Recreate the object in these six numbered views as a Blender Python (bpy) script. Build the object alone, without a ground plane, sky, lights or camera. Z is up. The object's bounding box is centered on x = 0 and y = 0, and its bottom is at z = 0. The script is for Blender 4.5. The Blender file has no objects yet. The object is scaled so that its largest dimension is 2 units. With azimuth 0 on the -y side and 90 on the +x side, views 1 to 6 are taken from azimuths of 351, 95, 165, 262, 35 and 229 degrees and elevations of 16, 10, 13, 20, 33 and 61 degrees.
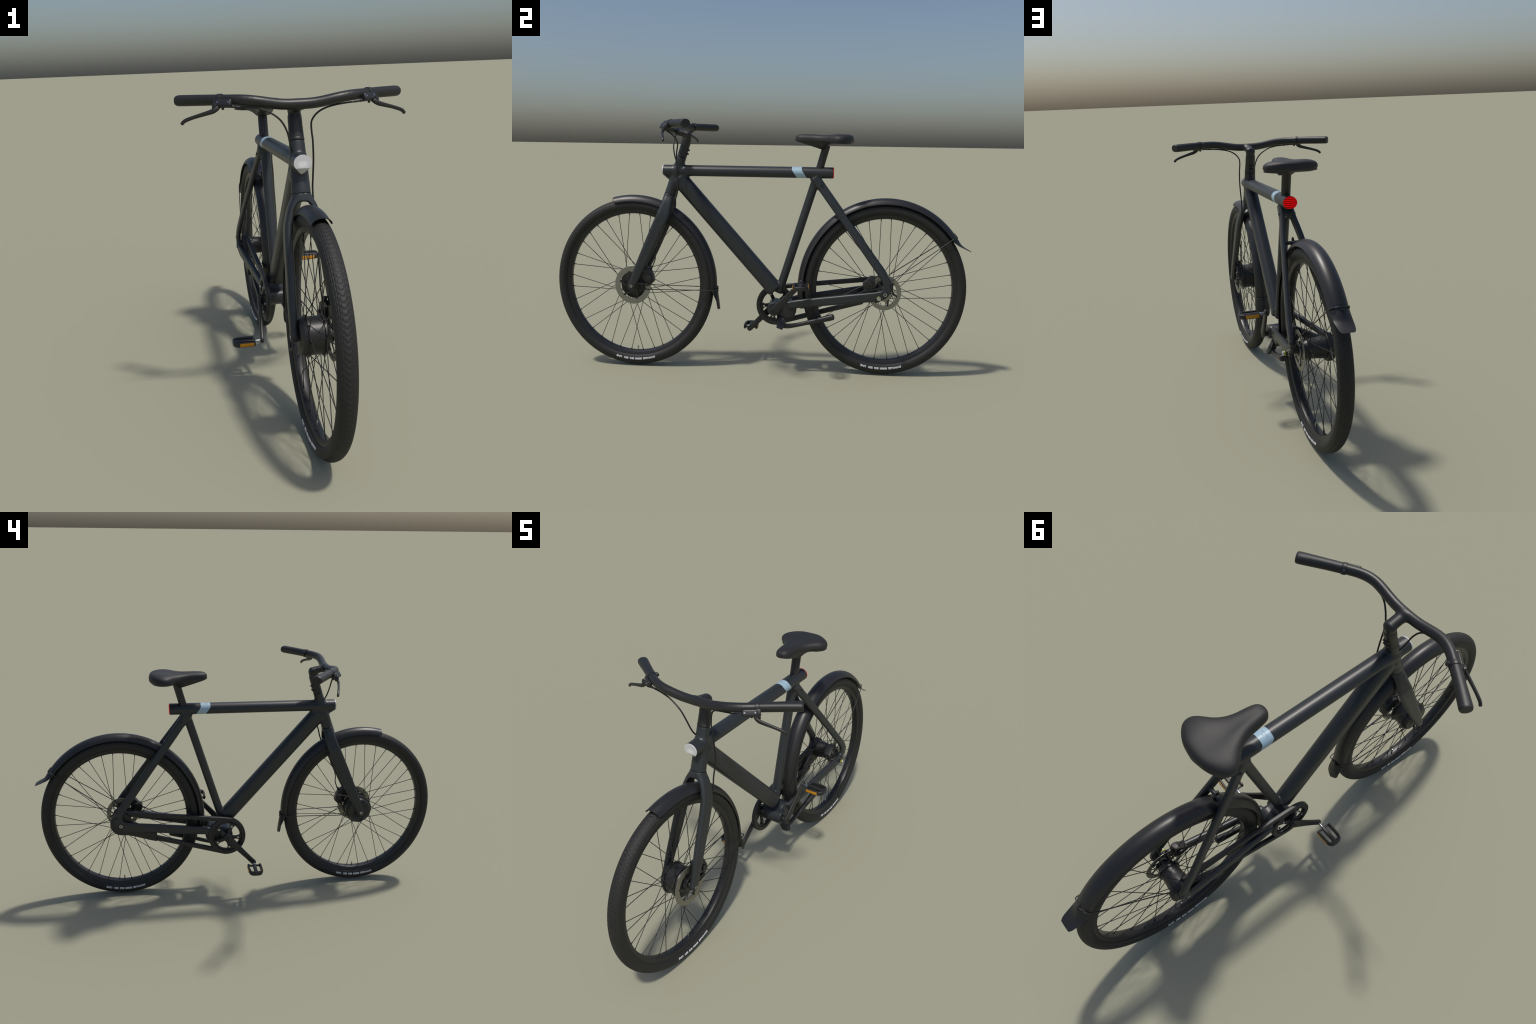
"""City bicycle: thick straight top tube with built-in lamps, matt dark paint,
hub motor in the front wheel, enclosed chain, fenders, kickstand."""
import bpy, bmesh, math
import numpy as np
from mathutils import Vector, Matrix

KY = 0.934          # wheels, rings and hubs are a little shorter along y than tall
FRONT = (0.0, -0.6110, 0.4170)      # front axle
REAR = (0.0, 0.6010, 0.4170)        # rear axle
CRANK = (0.0, 0.0790, 0.3145)       # bottom bracket axis
R_TYRE = 0.4165

# ------------------------------------------------------------------ materials
def new_mat(name, color, rough=0.5, metal=0.0, spec=0.5, coat=0.0, bump=0.0, bump_scale=400.0,
            mottle=0.0, mottle_scale=30.0):
    m = bpy.data.materials.new(name)
    m.use_nodes = True
    nt = m.node_tree
    b = nt.nodes["Principled BSDF"]
    b.inputs["Base Color"].default_value = (*color, 1)
    b.inputs["Roughness"].default_value = rough
    b.inputs["Metallic"].default_value = metal
    b.inputs["Specular IOR Level"].default_value = spec
    b.inputs["Coat Weight"].default_value = coat
    tc = nt.nodes.new("ShaderNodeTexCoord")
    if mottle > 0:
        n = nt.nodes.new("ShaderNodeTexNoise")
        n.inputs["Scale"].default_value = mottle_scale
        n.inputs["Detail"].default_value = 5
        nt.links.new(tc.outputs["Object"], n.inputs["Vector"])
        mr = nt.nodes.new("ShaderNodeMapRange")
        mr.inputs["To Min"].default_value = 1 - mottle
        mr.inputs["To Max"].default_value = 1 + mottle
        nt.links.new(n.outputs["Fac"], mr.inputs["Value"])
        mx = nt.nodes.new("ShaderNodeVectorMath")
        mx.operation = "SCALE"
        mx.inputs[0].default_value = color
        nt.links.new(mr.outputs["Result"], mx.inputs["Scale"])
        nt.links.new(mx.outputs["Vector"], b.inputs["Base Color"])
    if bump > 0:
        n = nt.nodes.new("ShaderNodeTexNoise")
        n.inputs["Scale"].default_value = bump_scale
        n.inputs["Detail"].default_value = 3
        nt.links.new(tc.outputs["Object"], n.inputs["Vector"])
        bp = nt.nodes.new("ShaderNodeBump")
        bp.inputs["Strength"].default_value = bump
        bp.inputs["Distance"].default_value = 0.001
        nt.links.new(n.outputs["Fac"], bp.inputs["Height"])
        nt.links.new(bp.outputs["Normal"], b.inputs["Normal"])
    return m

PAINT_RGB = (0.0225, 0.0262, 0.0290)
PAINT = new_mat("matt_blue_grey_paint", PAINT_RGB, 0.40, spec=0.5, mottle=0.05, mottle_scale=60)
BLACK = new_mat("satin_black_metal", (0.0165, 0.0163, 0.0160), 0.42, spec=0.5, mottle=0.06, mottle_scale=50)
PLASTIC = new_mat("black_plastic", (0.0165, 0.0165, 0.0170), 0.45, spec=0.5, mottle=0.06, mottle_scale=40)
FENDERM = new_mat("satin_black_fender", (0.0165, 0.0165, 0.0175), 0.40, spec=0.5, mottle=0.06, mottle_scale=25)
GRIPM = new_mat("black_grip_leather", (0.0160, 0.0158, 0.0158), 0.48, spec=0.5, bump=0.10, bump_scale=500, mottle=0.06)
LEATHER = new_mat("black_saddle_cover", (0.0190, 0.0186, 0.0184), 0.56, spec=0.42, bump=0.08, bump_scale=600, mottle=0.06)
RUBBER = new_mat("black_tyre_rubber", (0.0160, 0.0157, 0.0148), 0.62, spec=0.45, bump=0.12, bump_scale=700, mottle=0.10)
RIMM = new_mat("black_rim", (0.0130, 0.0132, 0.0140), 0.40, spec=0.5, mottle=0.05)
DARK = new_mat("deep_black_gap", (0.0050, 0.0050, 0.0055), 0.6)
CABLE = new_mat("black_cable_sleeve", (0.0100, 0.0100, 0.0100), 0.45)
SPOKEM = new_mat("black_spoke_steel", (0.0120, 0.0120, 0.0120), 0.45, metal=0.0)
DISCM = new_mat("brushed_disc_steel", (0.305, 0.299, 0.262), 0.46, metal=1.0, spec=0.4, mottle=0.14, mottle_scale=900)
CHROME = new_mat("polished_steel", (0.55, 0.56, 0.58), 0.22, metal=1.0)
YELLOW = new_mat("yellow_ring", (0.55, 0.52, 0.03), 0.5)
AMBER = new_mat("amber_reflector", (0.60, 0.255, 0.004), 0.42, mottle=0.04, mottle_scale=300)
WHITE = new_mat("white_print", (0.72, 0.72, 0.74), 0.6)
GREYINK = new_mat("grey_print", (0.26, 0.33, 0.40), 0.6)

def lens_material():
    m = new_mat("frosted_lamp_lens", (0.66, 0.66, 0.67), 0.30, coat=0.3)
    nt = m.node_tree
    b = nt.nodes["Principled BSDF"]
    tc = nt.nodes.new("ShaderNodeTexCoord")
    sep = nt.nodes.new("ShaderNodeSeparateXYZ")
    nt.links.new(tc.outputs["Object"], sep.inputs[0])
    # soft brighter pillow in the middle of the lens
    def sq(out, off, k):
        a = nt.nodes.new("ShaderNodeMath"); a.operation = "SUBTRACT"; a.inputs[1].default_value = off
        nt.links.new(out, a.inputs[0])
        s = nt.nodes.new("ShaderNodeMath"); s.operation = "MULTIPLY"; s.inputs[1].default_value = k
        nt.links.new(a.outputs[0], s.inputs[0])
        p = nt.nodes.new("ShaderNodeMath"); p.operation = "POWER"; p.inputs[1].default_value = 2.4
        ab = nt.nodes.new("ShaderNodeMath"); ab.operation = "ABSOLUTE"
        nt.links.new(s.outputs[0], ab.inputs[0]); nt.links.new(ab.outputs[0], p.inputs[0])
        return p.outputs[0]
    add = nt.nodes.new("ShaderNodeMath"); add.operation = "ADD"
    nt.links.new(sq(sep.outputs["X"], 0.0, 1 / 0.022), add.inputs[0])
    nt.links.new(sq(sep.outputs["Z"], 0.967, 1 / 0.014), add.inputs[1])
    ramp = nt.nodes.new("ShaderNodeValToRGB")
    ramp.color_ramp.elements[0].position = 0.05
    ramp.color_ramp.elements[0].color = (0.80, 0.80, 0.81, 1)
    ramp.color_ramp.elements[1].position = 1.7 / 2
    ramp.color_ramp.elements[1].color = (0.62, 0.62, 0.63, 1)
    nt.links.new(add.outputs[0], ramp.inputs[0])
    nt.links.new(ramp.outputs[0], b.inputs["Base Color"])
    return m
LENS = lens_material()

def tail_material():
    m = new_mat("red_tail_lamp", (0.5, 0.0, 0.0), 0.4)
    nt = m.node_tree
    b = nt.nodes["Principled BSDF"]
    tc = nt.nodes.new("ShaderNodeTexCoord")
    sep = nt.nodes.new("ShaderNodeSeparateXYZ")
    nt.links.new(tc.outputs["Object"], sep.inputs[0])
    mu = nt.nodes.new("ShaderNodeMath"); mu.operation = "MULTIPLY"; mu.inputs[1].default_value = 2 * math.pi / 0.0083
    nt.links.new(sep.outputs["Z"], mu.inputs[0])
    si = nt.nodes.new("ShaderNodeMath"); si.operation = "SINE"
    nt.links.new(mu.outputs[0], si.inputs[0])
    ramp = nt.nodes.new("ShaderNodeValToRGB")
    ramp.color_ramp.elements[0].position = 0.10
    ramp.color_ramp.elements[0].color = (0.11, 0.0, 0.0, 1)
    ramp.color_ramp.elements[1].position = 0.75
    ramp.color_ramp.elements[1].color = (0.70, 0.0, 0.0, 1)
    mr = nt.nodes.new("ShaderNodeMapRange")
    mr.inputs["From Min"].default_value = -1
    nt.links.new(si.outputs[0], mr.inputs["Value"])
    nt.links.new(mr.outputs["Result"], ramp.inputs[0])
    nt.links.new(ramp.outputs[0], b.inputs["Base Color"])
    nt.links.new(ramp.outputs[0], b.inputs["Emission Color"])
    b.inputs["Specular IOR Level"].default_value = 0.15
    b.inputs["Emission Strength"].default_value = 0.55      # a lit tail lamp
    return m
TAIL = tail_material()

def banded_paint():
    """Top tube paint with the pale blue slanted band in front of the seat post."""
    m = new_mat("paint_with_pale_blue_band", PAINT_RGB, 0.40)
    nt = m.node_tree
    b = nt.nodes["Principled BSDF"]
    tc = nt.nodes.new("ShaderNodeTexCoord")
    sep = nt.nodes.new("ShaderNodeSeparateXYZ")
    nt.links.new(tc.outputs["Object"], sep.inputs[0])
    def math_node(op, a, c, use=None):
        n = nt.nodes.new("ShaderNodeMath"); n.operation = op
        for i, v in enumerate((a, c)):
            if isinstance(v, (int, float)):
                n.inputs[i].default_value = v
            else:
                nt.links.new(v, n.inputs[i])
        return n.outputs[0]
    drop = math_node("MAXIMUM", math_node("SUBTRACT", 0.984, sep.outputs["Z"]), 0.0)
    yy = math_node("SUBTRACT", sep.outputs["Y"], math_node("MULTIPLY", drop, 0.67))
    lo = math_node("GREATER_THAN", yy, 0.1515)
    hi = math_node("LESS_THAN", yy, 0.1975)
    mask = math_node("MULTIPLY", lo, hi)
    mix = nt.nodes.new("ShaderNodeMix"); mix.data_type = "RGBA"
    mix.inputs[6].default_value = (*PAINT_RGB, 1)
    mix.inputs[7].default_value = (0.330, 0.470, 0.570, 1)
    nt.links.new(mask, mix.inputs[0])
    nt.links.new(mix.outputs[2], b.inputs["Base Color"])
    return m
BANDED = banded_paint()

# ------------------------------------------------------------------ scene tree
def link(o, parent=None):
    bpy.context.scene.collection.objects.link(o)
    if parent is not None:
        o.parent = parent
    return o

def empty(name, parent=None, loc=(0, 0, 0), scale=(1, 1, 1)):
    o = bpy.data.objects.new(name, None)
    o.empty_display_size = 0.1
    o.location = loc
    o.scale = scale
    return link(o, parent)

BIKE = empty("bicycle")
BIKE["label"] = "matt dark grey city bicycle with fenders and built-in lamps"
BIKE["category"] = "bicycle"

def finish_mesh(me, mat, smooth=35):
    me.materials.clear()
    me.materials.append(mat)
    if smooth is not None:
        me.polygons.foreach_set("use_smooth", np.ones(len(me.polygons), dtype=bool))
        if smooth < 180:
            me.set_sharp_from_angle(angle=math.radians(smooth))
    me.update()

def add(name, verts, faces, mat, parent, smooth=35, fix=True):
    me = bpy.data.meshes.new(name)
    me.from_pydata([tuple(map(float, v)) for v in verts], [], [tuple(map(int, f)) for f in faces])
    if fix:
        bm = bmesh.new(); bm.from_mesh(me)
        bmesh.ops.recalc_face_normals(bm, faces=bm.faces)
        bm.to_mesh(me); bm.free()
    finish_mesh(me, mat, smooth)
    return link(bpy.data.objects.new(name, me), parent)

def add_bm(name, bm, mat, parent, smooth=35):
    bmesh.ops.recalc_face_normals(bm, faces=bm.faces)
    me = bpy.data.meshes.new(name)
    bm.to_mesh(me); bm.free()
    finish_mesh(me, mat, smooth)
    return link(bpy.data.objects.new(name, me), parent)

# ------------------------------------------------------------------ geometry kit
def basis_for(axis, hint=(0, 0, 1)):
    t = Vector(axis).normalized()
    h = Vector(hint)
    if abs(t.dot(h)) > 0.95:
        h = Vector((0, 1, 0))
    u = h.cross(t).normalized()
    v = t.cross(u).normalized()
    return t, u, v

def bm_cylinder(bm, p0, p1, r0, r1=None, seg=24, bevel=0.0, yscale=1.0):
    r1 = r0 if r1 is None else r1
    p0, p1 = Vector(p0), Vector(p1)
    t, u, v = basis_for(p1 - p0)
    L = (p1 - p0).length
    prof = [(0, 0, r0), (L, 0, r1)]
    if bevel > 0:
        bv = min(bevel, 0.45 * L, 0.45 * min(r0, r1))
        prof = [(0, 0, r0 - bv), (bv * 0.3, 0, r0 - bv * 0.3), (bv, 0, r0), (L - bv, 0, r1), (L - bv * 0.3, 0, r1 - bv * 0.3), (L, 0, r1 - bv)]
    rings = []
    for s, _, r in prof:
        ring = []
        for i in range(seg):
            a = 2 * math.pi * i / seg
            p = p0 + t * s + u * (r * math.cos(a)) + v * (r * math.sin(a))
            ring.append(bm.verts.new(p))
        rings.append(ring)
    for a, b in zip(rings[:-1], rings[1:]):
        for i in range(seg):
            j = (i + 1) % seg
            bm.faces.new((a[i], a[j], b[j], b[i]))
    bm.faces.new(rings[0][::-1]); bm.faces.new(rings[-1])

def bm_box(bm, center, size, axes=None, bevel=0.002, segs=2):
    """Rounded box; axes = three direction vectors."""
    tmp = bmesh.new()
    bmesh.ops.create_cube(tmp, size=1.0)
    for v in tmp.verts:
        v.co = Vector((v.co.x * size[0], v.co.y * size[1], v.co.z * size[2]))
    if bevel > 0:
        bmesh.ops.bevel(tmp, geom=tmp.edges[:], offset=bevel, segments=segs, affect="EDGES", profile=0.6)
    ax = [Vector(a).normalized() for a in (axes or ((1, 0, 0), (0, 1, 0), (0, 0, 1)))]
    m = {}
    for v in tmp.verts:
        m[v] = bm.verts.new(Vector(center) + ax[0] * v.co.x + ax[1] * v.co.y + ax[2] * v.co.z)
    for f in tmp.faces:
        bm.faces.new([m[v] for v in f.verts])
    tmp.free()

def spline(pts, n):
    """Catmull-Rom through the control rows (any width), n samples per span."""
    P = np.array(pts, float)
    P = np.vstack([2 * P[0] - P[1], P, 2 * P[-1] - P[-2]])
    out = []
    for i in range(1, len(P) - 2):
        p0, p1, p2, p3 = P[i - 1], P[i], P[i + 1], P[i + 2]
        for k in range(n):
            t = k / n
            out.append(0.5 * ((2 * p1) + (-p0 + p2) * t + (2 * p0 - 5 * p1 + 4 * p2 - p3) * t * t + (-p0 + 3 * p1 - 3 * p2 + p3) * t ** 3))
    out.append(P[-2])
    return np.array(out)

def loft(rows, seg=20, power=2.0, side=(1, 0, 0), round_ends=True):
    """rows: x,y,z, half width along 'side', half width across. Superellipse sections, domed ends."""
    rows = np.array(rows, float)
    pos = rows[:, :3]
    tan = np.gradient(pos, axis=0)
    tan /= np.linalg.norm(tan, axis=1)[:, None]
    a = 2 * np.pi * np.arange(seg) / seg
    ca, sa = np.cos(a), np.sin(a)
    cx = np.sign(ca) * np.abs(ca) ** (2 / power)
    sx = np.sign(sa) * np.abs(sa) ** (2 / power)
    rings = []
    S = np.array(side, float)
    def ring(p, t, w, d):
        s = S - t * (S @ t); s = s / np.linalg.norm(s)
        n = np.cross(t, s)
        return p + np.outer(cx * w, s) + np.outer(sx * d, n)
    dome = [(1.0, 0.35), (0.75, 0.70), (0.35, 0.93)]
    if round_ends:
        for k, q in dome:
            e = min(rows[0, 3], rows[0, 4]) * 0.5
            rings.append(ring(pos[0] + tan[0] * e * (1 - k), tan[0], rows[0, 3] * q, rows[0, 4] * q))
    first = True
    for i in range(len(rows)):
        p = pos[i]
        if round_ends and i == 0:
            p = pos[0] + tan[0] * min(rows[0, 3], rows[0, 4]) * 0.5
        if round_ends and i == len(rows) - 1:
            p = pos[-1] - tan[-1] * min(rows[-1, 3], rows[-1, 4]) * 0.5
        rings.append(ring(p, tan[i], rows[i, 3], rows[i, 4]))
    if round_ends:
        for k, q in dome[::-1]:
            e = min(rows[-1, 3], rows[-1, 4]) * 0.5
            rings.append(ring(pos[-1] - tan[-1] * e * (1 - k), tan[-1], rows[-1, 3] * q, rows[-1, 4] * q))
    V = np.vstack(rings)
    F = []
    for i in range(len(rings) - 1):
        for j in range(seg):
            k = (j + 1) % seg
            F.append((i * seg + j, i * seg + k, (i + 1) * seg + k, (i + 1) * seg + j))
    F.append(tuple(range(seg))[::-1])
    F.append(tuple((len(rings) - 1) * seg + j for j in range(seg)))
    return V, F

def merge(parts):
    V, F, o = [], [], 0
    for v, f in parts:
        V.append(np.asarray(v)); F += [tuple(i + o for i in q) for q in f]; o += len(v)
    return np.vstack(V), F

def lathe_x(profile, seg=96, closed=False):
    """profile rows (x, r) turned about the x axis (object space, circular)."""
    P = np.array(profile, float)
    a = 2 * np.pi * np.arange(seg) / seg
    V = np.stack([np.repeat(P[:, 0][:, None], seg, 1), P[:, 1][:, None] * np.sin(a), P[:, 1][:, None] * np.cos(a)], -1).reshape(-1, 3)
    n = len(P)
    F = []
    for i in range(n if closed else n - 1):
        k = (i + 1) % n
        for j in range(seg):
            l = (j + 1) % seg
            F.append((i * seg + j, i * seg + l, k * seg + l, k * seg + j))
    if not closed:
        F.append(tuple(range(seg))[::-1]); F.append(tuple((n - 1) * seg + j for j in range(seg)))
    return V, F

def prism_x(outline, x0, x1, bevel=0.0015):
    """Side outline (y, z) extruded along x with bevelled rims."""
    bm = bmesh.new()
    a = [bm.verts.new((x0, y, z)) for y, z in outline]
    b = [bm.verts.new((x1, y, z)) for y, z in outline]
    n = len(outline)
    bm.faces.new(a[::-1]); bm.faces.new(b)
    for i in range(n):
        j = (i + 1) % n
        bm.faces.new((a[i], a[j], b[j], b[i]))
    bmesh.ops.recalc_face_normals(bm, faces=bm.faces)
    if bevel > 0:
        rims = [e for e in bm.edges if abs(e.verts[0].co.x - e.verts[1].co.x) < 1e-6]
        bmesh.ops.bevel(bm, geom=rims, offset=bevel, segments=2, affect="EDGES", profile=0.6)
    return bm

def ring_bolt(x0, x1, y, z_, r_out, r_in):
    """Hollow bolt head: bright rim round a dark socket."""
    bm = bmesh.new()
    n = 20
    rows = [(x0, r_out), (x1 * 0.9 + x0 * 0.1, r_out), (x1, r_out * 0.92), (x1, r_in), (x0, r_in)]
    rings = [[bm.verts.new((x, y + r * math.sin(2 * math.pi * i / n), z_ + r * math.cos(2 * math.pi * i / n))) for i in range(n)] for x, r in rows]
    for k in range(len(rings)):
        a, b = rings[k], rings[(k + 1) % len(rings)]
        for i in range(n):
            bm.faces.new((a[i], a[(i + 1) % n], b[(i + 1) % n], b[i]))
    return bm

# ------------------------------------------------------------------ implicit bodies (welded tubes)
def seg_tube(P, a, b, w0, d0, w1=None, d1=None, sharp=0.0, end=0.003, side=(1, 0, 0)):
    """Distance to a straight tube: half width w along x, half depth d across; 'sharp' squares the section."""
    w1 = w0 if w1 is None else w1
    d1 = d0 if d1 is None else d1
    a, b = np.array(a, np.float32), np.array(b, np.float32)
    L = float(np.linalg.norm(b - a)); t = (b - a) / L
    S = np.array(side, np.float32); S = S - t * (S @ t); S /= np.linalg.norm(S)
    N = np.cross(t, S)
    dx, dy, dz = P[0] - a[0], P[1] - a[1], P[2] - a[2]
    s = dx * t[0] + dy * t[1] + dz * t[2]
    u = np.abs(dx * S[0] + dy * S[1] + dz * S[2])
    v = np.abs(dx * N[0] + dy * N[1] + dz * N[2])
    k = np.clip(s / L, 0, 1)
    w = w0 + (w1 - w0) * k
    d = d0 + (d1 - d0) * k
    r = np.minimum(w, d) * (1 - sharp)
    qx, qy = u - (w - r), v - (d - r)
    d2 = np.sqrt(np.maximum(qx, 0) ** 2 + np.maximum(qy, 0) ** 2) + np.minimum(np.maximum(qx, qy), 0) - r
    de = np.abs(s - L / 2) - L / 2
    return np.sqrt(np.maximum(d2 + end, 0) ** 2 + np.maximum(de + end, 0) ** 2) + np.minimum(np.maximum(d2 + end, de + end), 0) - end

def oval_tube(P, a, b, w0, d0, w1=None, d1=None, end=0.003):
    """Like seg_tube but with a true oval section."""
    w1 = w0 if w1 is None else w1
    d1 = d0 if d1 is None else d1
    a, b = np.array(a, np.float32), np.array(b, np.float32)
    L = float(np.linalg.norm(b - a)); t = (b - a) / L
    S = np.array((1, 0, 0), np.float32); S = S - t * (S @ t); S /= np.linalg.norm(S)
    N = np.cross(t, S)
    dx, dy, dz = P[0] - a[0], P[1] - a[1], P[2] - a[2]
    s = dx * t[0] + dy * t[1] + dz * t[2]
    u = dx * S[0] + dy * S[1] + dz * S[2]
    v = dx * N[0] + dy * N[1] + dz * N[2]
    k = np.clip(s / L, 0, 1)
    w = w0 + (w1 - w0) * k
    d = d0 + (d1 - d0) * k
    k0 = np.sqrt((u / w) ** 2 + (v / d) ** 2)
    k1 = np.sqrt((u / w ** 2) ** 2 + (v / d ** 2) ** 2)
    d2 = np.where(k0 < 0.5, (k0 - 1) * np.minimum(w, d), k0 * (k0 - 1) / np.maximum(k1, 1e-6))
    de = np.abs(s - L / 2) - L / 2
    return np.sqrt(np.maximum(d2 + end, 0) ** 2 + np.maximum(de + end, 0) ** 2) + np.minimum(np.maximum(d2 + end, de + end), 0) - end

def path_tube(P, rows, n=3, sharp=0.0):
    R = spline(rows, n)
    out = None
    for p, q in zip(R[:-1], R[1:]):
        t = (q[:3] - p[:3]) / np.linalg.norm(q[:3] - p[:3]) * 0.0015
        d = seg_tube(P, p[:3] - t, q[:3] + t, p[3], p[4], q[3], q[4], sharp, end=0.001)
        out = d if out is None else np.minimum(out, d)
    return out

def capsule(P, a, b, r0, r1):
    a, b = np.array(a, np.float32), np.array(b, np.float32)
    L2 = float((b - a) @ (b - a))
    k = np.clip(((P[0] - a[0]) * (b - a)[0] + (P[1] - a[1]) * (b - a)[1] + (P[2] - a[2]) * (b - a)[2]) / L2, 0, 1)
    e = [P[i] - a[i] - k * (b - a)[i] for i in range(3)]
    return np.sqrt(e[0] ** 2 + e[1] ** 2 + e[2] ** 2) - (r0 + (r1 - r0) * k)

def smin(a, b, k):
    h = np.maximum(k - np.abs(a - b), 0) / k
    return np.minimum(a, b) - h * h * k * 0.25

def polygonise(fn, lo, hi, h):
    """Naive surface nets on a two-level grid, vertices pulled onto the surface."""
    lo = np.array(lo, float)
    C = 4
    n = (np.ceil((np.array(hi) - lo) / (h * C)).astype(int))
    ax = [lo[i] + h * C * np.arange(n[i] + 1) for i in range(3)]
    G = np.meshgrid(*ax, indexing="ij")
    fc = fn([g.astype(np.float32) for g in G])
    near = np.abs(fc) < h * C * 2.2
    act = np.zeros(n, bool)
    for i in (0, 1):
        for j in (0, 1):
            for k in (0, 1):
                act |= near[i:i + n[0], j:j + n[1], k:k + n[2]]
    N = n * C
    F = np.repeat(np.repeat(np.repeat(fc[:-1, :-1, :-1], C, 0), C, 1), C, 2)
    F = np.pad(F, ((0, 1),) * 3, mode="edge").astype(np.float32)
    m = np.repeat(np.repeat(np.repeat(act, C, 0), C, 1), C, 2)
    M = np.zeros(N + 1, bool)
    for i in (0, 1):
        for j in (0, 1):
            for k in (0, 1):
                M[i:i + N[0], j:j + N[1], k:k + N[2]] |= m
    I = np.argwhere(M)
    Q = (lo + h * I).astype(np.float32)
    F[M] = fn([Q[:, 0], Q[:, 1], Q[:, 2]])
    S = F < 0
    cnt = np.zeros(N, np.int8)
    pos = np.zeros((*N, 3), np.float32)
    corners = [(i, j, k) for i in (0, 1) for j in (0, 1) for k in (0, 1)]
    sl = lambda c: tuple(slice(c[d], c[d] + N[d]) for d in range(3))
    for c in corners:
        for d in range(3):
            if c[d] == 0:
                e = list(c); e[d] = 1
                f0, f1 = F[sl(c)], F[sl(e)]
                x = (f0 < 0) != (f1 < 0)
                if not x.any():
                    continue
                t = f0[x] / (f0[x] - f1[x])
                base = np.array(c, np.float32)[None].repeat(len(t), 0)
                base[:, d] += t
                pos[x] += base
                cnt[x] += 1
    cells = np.argwhere(cnt > 0)
    V = lo + h * (cells + pos[cnt > 0] / cnt[cnt > 0][:, None])
    idx = -np.ones(N, np.int64)
    idx[cnt > 0] = np.arange(len(cells))
    quads = []
    for d in range(3):
        o = [q for q in range(3) if q != d]
        s0 = [slice(1, N[q]) for q in range(3)]; s0[d] = slice(0, N[d])
        s1 = list(s0); s1[d] = slice(1, N[d] + 1)
        A, B = S[tuple(s0)], S[tuple(s1)]
        E = np.argwhere(A != B)
        off = np.array([1, 1, 1]); off[d] = 0
        E = E + off
        e1 = np.zeros(3, int); e1[o[0]] = 1
        e2 = np.zeros(3, int); e2[o[1]] = 1
        g = lambda c: idx[c[:, 0], c[:, 1], c[:, 2]]
        q = np.stack([g(E - e1 - e2), g(E - e2), g(E), g(E - e1)], 1)
        inside = S[E[:, 0], E[:, 1], E[:, 2]]
        flip = inside if d != 1 else ~inside
        q[~flip] = q[~flip][:, ::-1]
        quads.append(q)
    Qd = np.vstack(quads)
    Qd = Qd[(Qd >= 0).all(1)]
    def grad(X):
        e = h * 0.35
        X = X.astype(np.float32)
        g = []
        for d in range(3):
            a = [X[:, i] + (e if i == d else 0) for i in range(3)]
            b = [X[:, i] - (e if i == d else 0) for i in range(3)]
            g.append((fn(a) - fn(b)) / (2 * e))
        return np.stack(g, 1)
    for _ in range(3):
        g = grad(V)
        f = fn([V[:, i].astype(np.float32) for i in range(3)])
        st = (f / np.maximum((g ** 2).sum(1), 0.2))[:, None] * g
        ln = np.linalg.norm(st, axis=1)[:, None]
        V = V - st * np.minimum(1, h * 0.7 / np.maximum(ln, 1e-9))
    g = grad(V)
    g /= np.maximum(np.linalg.norm(g, axis=1)[:, None], 1e-9)
    return V, Qd, g

def orient(V, Q, nrm):
    fn_ = np.cross(V[Q[:, 2]] - V[Q[:, 0]], V[Q[:, 3]] - V[Q[:, 1]])
    bad = (fn_ * nrm[Q].mean(1)).sum(1) < 0
    Q[bad] = Q[bad][:, ::-1]
    return Q

def split_body(V, Q, nrm, labels, names, mats, parent):
    """One smooth surface separated into touching parts that keep the whole body's normals."""
    Q = orient(V, Q, nrm)
    objs = {}
    for k, nm in enumerate(names):
        q = Q[labels == k]
        if not len(q):
            continue
        used, inv = np.unique(q, return_inverse=True)
        me = bpy.data.meshes.new(nm)
        me.from_pydata(V[used].tolist(), [], inv.reshape(q.shape).tolist())
        finish_mesh(me, mats[k], 180)
        me.normals_split_custom_set_from_vertices(nrm[used].tolist())
        objs[nm] = link(bpy.data.objects.new(nm, me), parent)
    return objs

# ================================================================== FRAME
SLOPE = np.array([0.0545, 0.1730])          # steering axis (y, z)
LOW_SEAM = np.array([0.0, -0.4310, 0.8620])
TOP_SEAM = np.array([0.0, -0.3765, 1.0350])

def lamp_cut(P):
    """Front face of the lamp: upright above, slanting back below (the chin)."""
    upright = -(P[1] + 0.4655)
    chin = -(P[1] + 0.4655) * 0.72 - (P[2] - 0.9530) * 0.694
    return np.maximum(upright, chin)

TT_Z, TT_W, TT_D = 0.9708, 0.0312, 0.0277
def flat_bottom(d, P, z=0.9455):
    return -smin(-d, -(z - P[2]), 0.006)

def top_tube_body(P, y0=-0.50):
    t = flat_bottom(oval_tube(P, (0, y0, TT_Z), (0, 0.3450, TT_Z), TT_W, TT_D, end=0.0015), P)
    # chin: a rounded V that hangs below the front end
    vee = -smin(-(np.abs(P[0]) * 0.83 + (0.9330 - P[2]) * 0.56 - 0.0065), -(0.9275 - P[2]), 0.015)
    vee = np.maximum(np.maximum(vee, P[2] - 0.956), P[1] + 0.40)
    return smin(t, vee, 0.005)

def f_top(P):
    return np.maximum(top_tube_body(P), lamp_cut(P) + 0.0045)

def f_head(P):
    return oval_tube(P, LOW_SEAM, TOP_SEAM, 0.0335, 0.0280, 0.0270, 0.0219, end=0.0008)

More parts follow.
